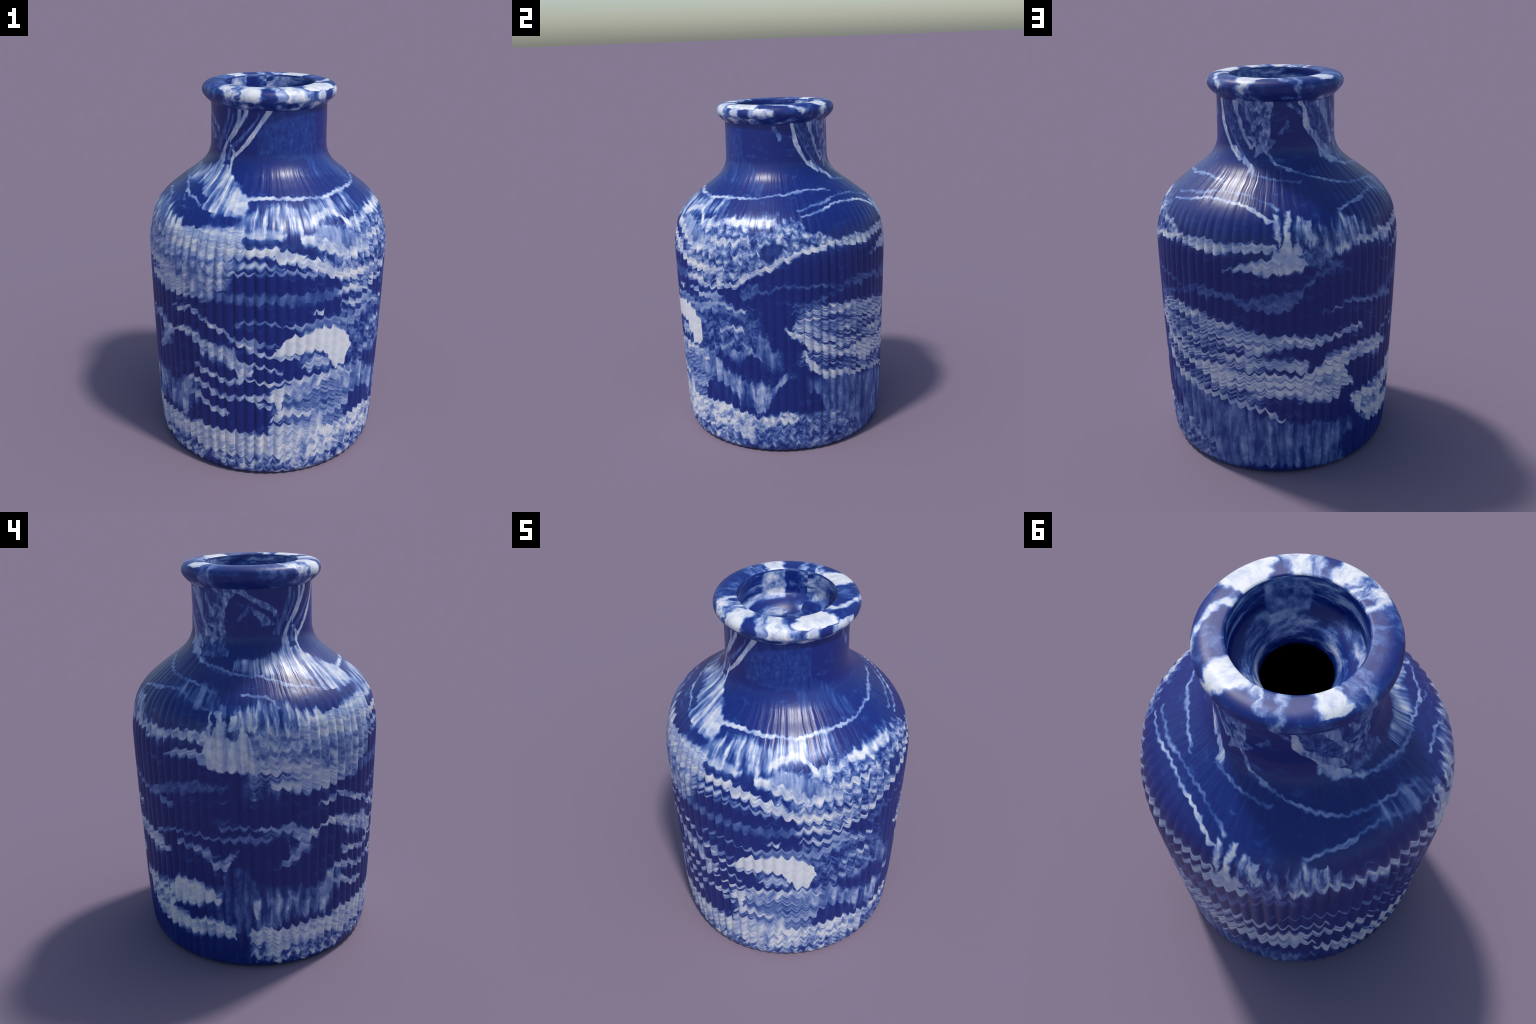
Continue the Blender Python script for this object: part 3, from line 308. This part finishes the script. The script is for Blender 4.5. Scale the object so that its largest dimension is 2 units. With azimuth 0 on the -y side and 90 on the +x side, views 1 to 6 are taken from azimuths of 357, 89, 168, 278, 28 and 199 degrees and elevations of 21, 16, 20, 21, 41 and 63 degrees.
streak('left_limb', 0.46, 0.25, 'I', 0.005, (1.667, -107.9, 2.1), (1.69, -112.1, 4.6), (1.722, -113.6, 4.8), (1.755, -112.2, 4.3), (1.788, -110.5, 3.5), (1.828, -107.8, 3.1), (1.864, -104.2, 4.9), (1.899, -101.8, 7.1))
streak('left_limb_foot', 0.55, 0.2, 'I', 0.004, (1.638, -121.8, 1.3), (1.659, -118.6, 4.5), (1.674, -119.8, 2.3), (1.705, -116.9, 2.3), (1.722, -125.7, 4.9))
streak('left_arc', 0.44, 0.2, 'I', 0.005, (1.766, -61.2, 1.3), (1.786, -62.1, 2.3), (1.807, -68.4, 5.4), (1.828, -73.7, 5.5), (1.849, -81.5, 3.6), (1.871, -88.7, 3.6), (1.892, -93.2, 5.2))
streak('left_arc_shadow', 0.34, 0.2, 'I', 0.006, (1.727, -68.1, 6.0), (1.754, -71.1, 5.3), (1.781, -77.1, 3.8), (1.808, -82.0, 1.5))
streak('left_arc_limb', 0.28, 0.15, 'I', 0.006, (1.75, -94.9, 1.9), (1.776, -89.8, 3.1), (1.811, -85.3, 1.8))
streak('left_far_thread', 0.34, 0.15, 'V', 0.004, (1.682, -62.0, 1.2), (1.72, -58.4, 1.6), (1.768, -59.0, 1.0))
streak('side_blotch', 0.36, 0.15, 'I', 0.005, (1.803, 91.7, 1.6), (1.837, 90.9, 3.0), (1.876, 85.5, 2.1))
streak('neck_dim_streak', 0.32, 0.15, 'V', 0.004, (1.679, -58.6, 2.0), (1.754, -53.1, 2.4), (1.827, -47.6, 2.4), (1.897, -44.3, 1.7))
streak('neck_dim_streak_second', 0.38, 0.15, 'V', 0.003, (1.74, -48.8, 1.4), (1.796, -43.9, 1.3), (1.866, -39.6, 1.2))
streak('neck_dim_streak_third', 0.3, 0.15, 'V', 0.004, (1.711, -37.7, 2.4), (1.742, -32.5, 2.2), (1.789, -26.0, 2.1))

LIP_RULES = []


def sector(name, value, mottle, *points):
    """A patch across the lip: points are (radius, angle, half width in degrees)."""
    LIP_RULES.append(dict(name=name, kind="sector", value=value, mottle=mottle, grain="R", soft=0.018, points=points))


sector('lip_haze_left', .12, .25, (0.235, -72, 14), (0.29, -70, 14), (0.349, -66, 12))
sector('lip_haze_right', .2, .2, (0.235, 115, 8), (0.29, 112, 10), (0.349, 118, 8))
sector('lip_haze_left_back', .3, .3, (0.235, -118, 10), (0.29, -116, 10), (0.349, -124, 8))
sector('lip_white_right', .95, .12, (0.235, 54, 11), (0.27, 52, 17), (0.33, 50, 19), (0.338, 50, 18), (0.343, 50, 0), (0.349, 50, 0))
sector('lip_side_white', .8, .3, (0.336, 72, 0), (0.343, 73, 9), (0.349, 74, 11))
sector('lip_side_white_second', .85, .2, (0.336, 47, 0), (0.343, 46, 4), (0.349, 44, 4))
sector('lip_side_white_third', .6, .3, (0.336, 30, 0), (0.343, 30, 4), (0.349, 28, 4))
sector('lip_streak_right', .8, .2, (0.255, 78, 5), (0.29, 86, 5), (0.32, 100, 4), (0.345, 112, 3), (0.349, 114, 2))
sector('lip_white_front', .9, .25, (0.235, 11, 10), (0.29, 12, 13), (0.349, 16, 11))
sector('lip_front_thread', .35, .3, (0.235, 3, 2), (0.30, 6, 2), (0.345, 8, 2))
sector('lip_white_front_left', .93, .15, (0.235, -17, 7), (0.29, -20, 10), (0.349, -22, 11))
sector('lip_striped_left', .48, .55, (0.235, -40, 13), (0.29, -41, 11), (0.33, -40, 9), (0.349, -37, 8))
sector('lip_edge_left', .9, .05, (0.235, -54, 2.5), (0.29, -52, 2.5), (0.325, -50, 2), (0.34, -49, 0))
sector('lip_white_back', .92, .15, (0.235, 145, 16), (0.29, 143, 13), (0.325, 141, 8), (0.349, 141, 4))
sector('lip_white_left_back', .92, .15, (0.235, -142, 9), (0.29, -141, 10), (0.33, -140, 8), (0.338, -139, 0), (0.349, -139, 0))
sector('lip_milky_back', .45, .4, (0.235, 166, 6), (0.29, 172, 6), (0.325, 178, 3), (0.335, 179, 0), (0.349, 180, 0))
sector('lip_tooth', .7, .1, (0.235, -174, 4), (0.285, -173, 0.8))


# ------------------------------------------------------------------ material building
class Nodes:
    """Small helper that writes shader node graphs as formulas."""

    def __init__(self, name):
        self.mat = bpy.data.materials.new(name)
        self.mat.use_nodes = True
        self.tree = self.mat.node_tree
        self.tree.nodes.clear()

    def node(self, kind, **props):
        n = self.tree.nodes.new(kind)
        for k, v in props.items():
            setattr(n, k, v)
        return n

    def link(self, a, sock):
        if isinstance(a, (int, float)):
            sock.default_value = a
        else:
            self.tree.links.new(a, sock)

    def math(self, op, a, b=None, c=None, clamp=False):
        n = self.node("ShaderNodeMath", operation=op, use_clamp=clamp)
        for x, s in zip((a, b, c), n.inputs):
            if x is not None:
                self.link(x, s)
        return n.outputs[0]

    def smooth(self, x, lo, hi):
        n = self.node("ShaderNodeMapRange", interpolation_type="SMOOTHSTEP")
        n.inputs["From Min"].default_value = lo
        n.inputs["From Max"].default_value = hi
        self.link(x, n.inputs["Value"])
        return n.outputs[0]

    def noise(self, vec, scale, detail=3.0, rough=0.55):
        m = self.node("ShaderNodeMapping")
        m.inputs["Scale"].default_value = scale
        self.tree.links.new(vec, m.inputs["Vector"])
        n = self.node("ShaderNodeTexNoise")
        n.inputs["Scale"].default_value = 1.0
        n.inputs["Detail"].default_value = detail
        n.inputs["Roughness"].default_value = rough
        self.tree.links.new(m.outputs[0], n.inputs["Vector"])
        return n.outputs[0]

    def signed(self, fac, gain):
        """Noise value around 0.5 stretched to about -1..1."""
        n = self.node("ShaderNodeMapRange", clamp=True)
        n.inputs["From Min"].default_value = 0.5 - 0.5 / gain
        n.inputs["From Max"].default_value = 0.5 + 0.5 / gain
        n.inputs["To Min"].default_value = -1.0
        self.tree.links.new(fac, n.inputs["Value"])
        return n.outputs[0]


def polar(b):
    tc = b.node("ShaderNodeTexCoord")
    xyz = b.node("ShaderNodeSeparateXYZ")
    b.tree.links.new(tc.outputs["Object"], xyz.inputs[0])
    x, y, z = xyz.outputs
    turn = b.math("DIVIDE", b.math("ARCTAN2", x, b.math("MULTIPLY", y, -1.0)), 2 * math.pi)
    return tc.outputs["Object"], x, y, z, turn


def mask_ends(pts, e):
    """Ordinate 1 between the first and the last point, falling to 0 just outside."""
    a, z = pts[0], pts[-1]
    return [(0, 0), (max(a - e, 0.001), 0), (a, 1), (z, 1), (min(z + e, 0.999), 0), (1, 0)]


class GroupNodes(Nodes):
    """The same helper inside a node group."""

    def __init__(self, name, sockets):
        self.tree = bpy.data.node_groups.new(name, "ShaderNodeTree")
        for s in sockets:
            self.tree.interface.new_socket(s, in_out="INPUT", socket_type="NodeSocketColor" if s == "shape" else "NodeSocketFloat")
        self.tree.interface.new_socket("result", in_out="OUTPUT", socket_type="NodeSocketFloat")
        self.ins = self.node("NodeGroupInput").outputs
        self.out = self.node("NodeGroupOutput")

    def __getitem__(self, name):
        return self.ins[name]


LAY_INPUTS = ["white", "shape", "place", "scale", "shift", "soft", "value", "mottle", "grain", "comb_by_grain", "ragged", "ragged_by", "comb", "fade"]
GROUPS = {}


def rule_groups():
    """Node groups shared by all rules: where along the rule a point lies, and the laying of one rule."""
    # (a breath of the whiteness laid so far makes the rules be worked out one after the other, which saves memory)
    g = GroupNodes("along_ring", ["turn", "start", "per_span", "after"])
    x = g.math("MULTIPLY", g.math("FRACT", g.math("SUBTRACT", g["turn"], g["start"])), g["per_span"], clamp=True)
    g.link(g.math("MULTIPLY_ADD", g["after"], 1e-7, x), g.out.inputs[0])
    GROUPS["ring"] = g.tree
    g = GroupNodes("along_height", ["height", "start", "per_span", "after"])
    x = g.math("MULTIPLY", g.math("SUBTRACT", g["height"], g["start"]), g["per_span"], clamp=True)
    g.link(g.math("MULTIPLY_ADD", g["after"], 1e-7, x), g.out.inputs[0])
    GROUPS["height"] = g.tree
    for kind in ("band", "streak"):
        g = GroupNodes("lay_" + kind, LAY_INPUTS)
        sep = g.node("ShaderNodeSeparateColor")
        g.tree.links.new(g["shape"], sep.inputs[0])
        centre, half, inside = sep.outputs
        off = g.math("SUBTRACT", g["place"], g.math("MULTIPLY_ADD", centre, g["scale"], g["shift"]))
        if kind == "streak":
            off = g.math("WRAP", off, 0.5, -0.5)
        d = g.math("SUBTRACT", g.math("MULTIPLY", half, 1 / 3 if kind == "band" else 30 / 360), g.math("ABSOLUTE", off))
        # edges run from crisp to feathered along their length, and are combed by the grain
        d = g.math("MULTIPLY_ADD", g["grain"], g["comb_by_grain"], d)
        d = g.math("MULTIPLY_ADD", g["ragged"], g["ragged_by"], d)
        d = g.math("DIVIDE", g.math("MULTIPLY", d, g["comb"]), g["soft"])
        m = g.math("MULTIPLY", g.smooth(d, -1.5, 1.0), inside)
        # a rule that narrows to nothing also fades out
        m = g.math("MULTIPLY", m, g.math("MULTIPLY", half, 60.0, clamp=True))
        level = g.math("MULTIPLY_ADD", g["grain"], g["mottle"], g["value"])
        level = g.math("MULTIPLY", level, g["fade"])
        g.link(g.math("MULTIPLY_ADD", g.math("SUBTRACT", level, g["white"]), m, g["white"]), g.out.inputs[0])
        GROUPS[kind] = g.tree


def lay(b, white, rule, turn, across_z, grains):
    """Lay one rule over the whiteness so far (painter's order)."""
    pts = rule["points"]
    cloud = rule["value"] < 0.6 and rule["mottle"] > 0.15
    band_like = rule["kind"] == "band"
    if band_like:
        margin = 0.03
        start, end = pts[0][0] / 360 - margin, pts[-1][0] / 360 + margin
        span = end - start
        xs = [(p[0] / 360 - start) / span for p in pts]
        mids, halves = [p[1] / 2 for p in pts], [p[2] * 3 for p in pts]
        ends = mask_ends(xs, (0.016 if cloud else 0.004) / span)
        soft, scale, shift = rule["soft"] * (2.0 if cloud else 1.0), 2.0, 0.0
    else:
        margin = 0.02 if rule["kind"] == "streak" else 0.03
        start, end = pts[0][0] - margin, pts[-1][0] + margin
        span = end - start
        xs = [(p[0] - start) / span for p in pts]
        ref = pts[0][1]
        mids, halves = [(p[1] - ref) / 180 + 0.5 for p in pts], [p[2] / 30 for p in pts]
        ends = mask_ends(xs, 0.012 / span) if rule["kind"] == "streak" else [(0, 1), (1, 1)]
        soft, scale, shift = rule["soft"] * 0.42, 0.5, ref / 360 - 0.25
    along = b.node("ShaderNodeGroup", node_tree=GROUPS["ring" if band_like else "height"])
    b.link(turn if band_like else across_z, along.inputs[0])
    along.inputs[1].default_value = start
    along.inputs[2].default_value = 1 / span
    b.link(white, along.inputs[3])
    curve = b.node("ShaderNodeRGBCurve")
    extend = lambda v: [(0, v[0])] + list(zip(xs, v)) + [(1, v[-1])]
    for chan, knots in zip(curve.mapping.curves, (extend(mids), extend(halves), ends)):
        while len(chan.points) < len(knots):
            chan.points.new(0.5, 0.5)
        for p, k in zip(chan.points, knots):
            p.location = k
            p.handle_type = "AUTO_CLAMPED"
    curve.mapping.update()
    b.tree.links.new(along.outputs[0], curve.inputs["Color"])
    widest = max(p[2] for p in pts) / (1.0 if band_like else 360)
    lay_node = b.node("ShaderNodeGroup", node_tree=GROUPS["band" if band_like else "streak"])
    values = dict(white=white, shape=curve.outputs[0], place=across_z if band_like else turn, scale=scale, shift=shift, soft=soft,
                  value=rule["value"], mottle=rule["mottle"], grain=grains[rule["grain"]],
                  comb_by_grain=soft * (0.9 if cloud else 0.4) if "edge" in grains else 0.0,
                  ragged=grains.get("ragged", 0.0), ragged_by=min(0.009, 0.36 * widest) if band_like else 0.25 * widest,
                  comb=grains.get("edge", 1.0), fade=grains.get("fade", 1.0) if rule["name"] != "pale_lens" else 1.0)
    for k, v in values.items():
        b.link(v, lay_node.inputs[k])
    return lay_node.outputs[0]


GLAZE = [(0.0, (0.0045, 0.0180, 0.168)), (0.16, (0.012, 0.045, 0.238)), (0.40, (0.085, 0.155, 0.400)), (0.66, (0.30, 0.38, 0.60)), (0.90, (0.63, 0.66, 0.72)), (1.0, (0.74, 0.755, 0.77))]


def finish(b, white, bump_source=None, roughness=0.40):
    ramp = b.node("ShaderNodeValToRGB")
    el = ramp.color_ramp.elements
    while len(el) < len(GLAZE):
        el.new(0.5)
    for e, (p, c) in zip(el, GLAZE):
        e.position = p
        e.color = (*c, 1)
    b.link(white, ramp.inputs[0])
    bsdf = b.node("ShaderNodeBsdfPrincipled")
    b.tree.links.new(ramp.outputs[0], bsdf.inputs["Base Color"])
    bsdf.inputs["Roughness"].default_value = roughness
    bsdf.inputs["Specular IOR Level"].default_value = 0.5
    if bump_source is not None:
        bump = b.node("ShaderNodeBump")
        bump.inputs["Strength"].default_value = 0.45
        bump.inputs["Distance"].default_value = 0.012
        b.tree.links.new(bump_source, bump.inputs["Height"])
        b.tree.links.new(bump.outputs[0], bsdf.inputs["Normal"])
    out = b.node("ShaderNodeOutputMaterial")
    b.tree.links.new(bsdf.outputs[0], out.inputs[0])
    return b.mat


def combine(b, x, y, z):
    n = b.node("ShaderNodeCombineXYZ")
    for a, s in zip((x, y, z), n.inputs):
        b.link(a, s)
    return n.outputs[0]


def wall_material(name, low, high, scallop, wobble):
    """Marbling of the outer wall between two heights."""
    b = Nodes(name)
    p, x, y, z, turn = polar(b)
    # marbling is dragged sideways and up by slow and fine turbulence, and hangs in a small swag on every rib
    slow = b.signed(b.noise(p, (7, 7, 9), 3), 2.0)
    fine = b.signed(b.noise(p, (30, 30, 36), 2, 0.5), 2.2)
    side = b.signed(b.noise(p, (9, 9, 14), 4), 2.0)
    swag = b.math("ABSOLUTE", b.math("SINE", b.math("MULTIPLY", turn, math.pi * RIBS)))
    rib_id = b.node("ShaderNodeTexWhiteNoise", noise_dimensions="1D")
    b.link(b.math("FLOOR", b.math("MULTIPLY", turn, RIBS)), rib_id.inputs["W"])
    # height is foreshortened on the sloping shoulder, so everything that shifts it is calmer there
    calm = b.math("MULTIPLY_ADD", b.smooth(z, 1.24, 1.42), -0.62, 1.0)
    zw = b.math("MULTIPLY_ADD", b.math("MULTIPLY", slow, calm), 0.006 * wobble, z)
    zw = b.math("MULTIPLY_ADD", b.math("MULTIPLY", fine, calm), 0.006 * wobble, zw)
    swag = b.math("MULTIPLY", b.math("ADD", swag, -0.5), b.math("MULTIPLY_ADD", b.smooth(z, 1.24, 1.42), -0.75 * scallop, scallop))
    zw = b.math("ADD", zw, swag)
    zw = b.math("MULTIPLY_ADD", b.math("MULTIPLY", b.math("SUBTRACT", rib_id.outputs["Value"], 0.5), calm), 0.010 * wobble, zw)
    tw = b.math("MULTIPLY_ADD", side, 0.0035 * wobble, turn)
    tw = b.math("MULTIPLY_ADD", fine, 0.0015 * wobble, tw)
    # grain is laid on the unrolled wall, so it runs true over the shoulder as well
    ring = b.math("MULTIPLY", b.math("MULTIPLY_ADD", side, 0.002 * wobble, turn), 2 * math.pi)
    q = combine(b, b.math("MULTIPLY", b.math("SINE", ring), 0.63), b.math("MULTIPLY", b.math("COSINE", ring), -0.63), zw)
    grains = {
        "H": b.signed(b.noise(q, (9, 9, 45), 4), 3.2),
        "S": b.signed(b.noise(q, (5, 5, 75), 3), 3.4),
        "V": b.signed(b.noise(q, (30, 30, 7), 4), 3.2),
        "I": b.signed(b.noise(q, (24, 24, 30), 5, 0.62), 3.4),
    }
    grains["W"] = b.math("MULTIPLY", b.math("ADD", grains["V"], grains["S"]), 0.62)
    grains["ragged"] = b.math("MULTIPLY", b.signed(b.noise(q, (14, 14, 40), 4, 0.6), 2.6), calm)
    grains["fade"] = b.math("MULTIPLY_ADD", b.signed(b.noise(q, (8, 8, 34), 3, 0.55), 2.6), 0.16, 0.95)
    grains["edge"] = b.math("POWER", 3.0, b.signed(b.noise(p, (8, 8, 12), 2), 2.4))
    wisp = b.smooth(b.noise(q, (6, 6, 30), 5, 0.6), 0.54, 0.80)
    white = b.math("MULTIPLY", wisp, 0.34)
    for rule in RULES:
        if rule["kind"] == "band":
            lo, hi = min(p[1] - p[2] for p in rule["points"]), max(p[1] + p[2] for p in rule["points"])
        else:
            lo, hi = rule["points"][0][0], rule["points"][-1][0]
        if hi > low - 0.06 and lo < high + 0.06:
            white = lay(b, white, rule, tw, zw, grains)
    white = b.math("MULTIPLY_ADD", grains["I"], 0.03, white)
    if high < 1.2:
        return finish(b, white, roughness=0.37)
    # fine uneven grooves run down the shoulder and break up its shine
    groove = b.noise(combine(b, b.math("MULTIPLY", b.math("SINE", ring), 0.63), b.math("MULTIPLY", b.math("COSINE", ring), -0.63), z), (26, 26, 2.5), 2, 0.5)
    where = b.math("MULTIPLY", b.smooth(z, 1.18, 1.34), b.smooth(z, 1.66, 1.55))
    return finish(b, white, b.math("MULTIPLY", groove, where), roughness=0.34)


def lip_material():
    b = Nodes("marbled_lip_glaze")
    p, x, y, z, turn = polar(b)
    radius = b.math("SQRT", b.math("ADD", b.math("MULTIPLY", x, x), b.math("MULTIPLY", y, y)))
    warp = b.signed(b.noise(p, (16, 16, 16), 3, 0.5), 2.2)
    rw = b.math("MULTIPLY_ADD", warp, 0.006, radius)
    tw = b.math("MULTIPLY_ADD", b.signed(b.noise(p, (24, 24, 30), 3, 0.5), 2.2), 0.009, turn)
    # grain drawn out across the rim
    q = combine(b, b.math("MULTIPLY", tw, 70.0), b.math("MULTIPLY", radius, 14.0), b.math("MULTIPLY", z, 14.0))
    grains = {"R": b.signed(b.noise(q, (1, 1, 1), 4), 3.2)}
    white = b.math("MULTIPLY", b.smooth(b.noise(q, (0.35, 1, 1), 5, 0.65), 0.48, 0.8), 0.5)
    for rule in LIP_RULES:
        white = lay(b, white, rule, tw, rw, grains)
    # the underside of the roll is mostly blue with clouds
    under = b.math("MULTIPLY_ADD", b.signed(b.noise(p, (18, 18, 22), 4), 2.6), 0.5, 0.35)
    mix = b.node("ShaderNodeMix")
    b.link(b.smooth(b.math("MULTIPLY_ADD", warp, 0.014, z), 1.953, 1.930), mix.inputs[0])
    b.link(white, mix.inputs[2])
    b.link(b.math("MULTIPLY", under, b.math("MULTIPLY_ADD", white, 1.0, 0.25)), mix.inputs[3])
    return finish(b, mix.outputs[0], roughness=0.45)


def throat_material():
    b = Nodes("marbled_throat_glaze")
    p, x, y, z, turn = polar(b)
    # swirls that wind down into the hole
    twist = b.math("MULTIPLY_ADD", z, 2.2, turn)
    warp = b.signed(b.noise(p, (9, 9, 9), 4), 2.0)
    q = combine(b, b.math("MULTIPLY_ADD", warp, 0.35, b.math("MULTIPLY", twist, 4.0)), b.math("MULTIPLY", z, 22.0), b.math("MULTIPLY", x, 6.0))
    swirl = b.smooth(b.noise(q, (1, 1, 1), 5, 0.6), 0.40, 0.68)
    white = b.math("MULTIPLY", swirl, 0.85)
    grains = {"R": b.signed(b.noise(p, (22, 22, 22), 4, 0.6), 3.0)}
    tw = b.math("MULTIPLY_ADD", warp, 0.012, turn)
    for name, value, angle, half in (("throat_pale_back", .62, -138, 14), ("throat_pale_back_right", .55, 156, 13), ("throat_pale_front", .5, 24, 20), ("throat_dark_back", .04, -162, 8)):
        rule = dict(name=name, kind="streak", value=value, mottle=.3, grain="R", soft=0.01,
                    points=((1.86, angle, half), (1.92, angle, half), (1.98, angle, half)))
        white = lay(b, white, rule, tw, z, grains)
    return finish(b, white, roughness=0.4)


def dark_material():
    b = Nodes("near_black_inside")
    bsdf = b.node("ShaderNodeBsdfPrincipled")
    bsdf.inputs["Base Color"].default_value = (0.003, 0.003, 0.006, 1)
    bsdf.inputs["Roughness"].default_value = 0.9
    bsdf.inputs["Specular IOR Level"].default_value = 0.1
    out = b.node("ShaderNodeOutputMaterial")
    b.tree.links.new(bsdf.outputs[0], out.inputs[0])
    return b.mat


# ------------------------------------------------------------------ assembly
def build():
    rule_groups()
    rows, verts, spans = lathe()
    # groove shade is weakened through the normals, taken from a shallower ribbing
    normals = grid_normals(lathe(0.42)[1])
    vase = bpy.data.objects.new("marbled_vase", None)
    vase["label"] = "tall ribbed pottery bottle marbled in cobalt blue and white"
    vase["category"] = "vase"
    bpy.context.scene.collection.objects.link(vase)
    o0, o1 = spans["outer"]
    z = rows[o0:o1 + 1, 1]
    cut = lambda h: o0 + int(np.argmin(np.abs(z - h)))
    waist, top, root = cut(0.62), cut(1.19), cut(1.635)
    SW = 0.010
    part_mesh("foot", verts, normals, *spans["foot"], wall_material("marbled_foot_glaze", 0.0, 0.01, SW, 1.0), vase, close="start")
    body = part_mesh("body", verts, normals, o0, top, wall_material("marbled_belly_glaze", 0.0, 0.62, SW, 1.0), vase)
    body.data.materials.append(wall_material("marbled_chest_glaze", 0.62, 1.19, SW, 1.0))
    body.data.polygons.foreach_set("material_index", np.repeat([0, 1], [(waist - o0) * N_AROUND, (top - waist) * N_AROUND]).tolist())
    part_mesh("shoulder", verts, normals, top, root, wall_material("marbled_shoulder_glaze", 1.19, 1.635, SW, 1.0), vase)
    part_mesh("neck", verts, normals, root, o1, wall_material("marbled_neck_glaze", 1.635, 1.89, 0.0, 0.45), vase)
    part_mesh("lip", verts, normals, *spans["lip"], lip_material(), vase)
    part_mesh("throat", verts, normals, *spans["throat"], throat_material(), vase)
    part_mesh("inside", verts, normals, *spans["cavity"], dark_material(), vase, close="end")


build()
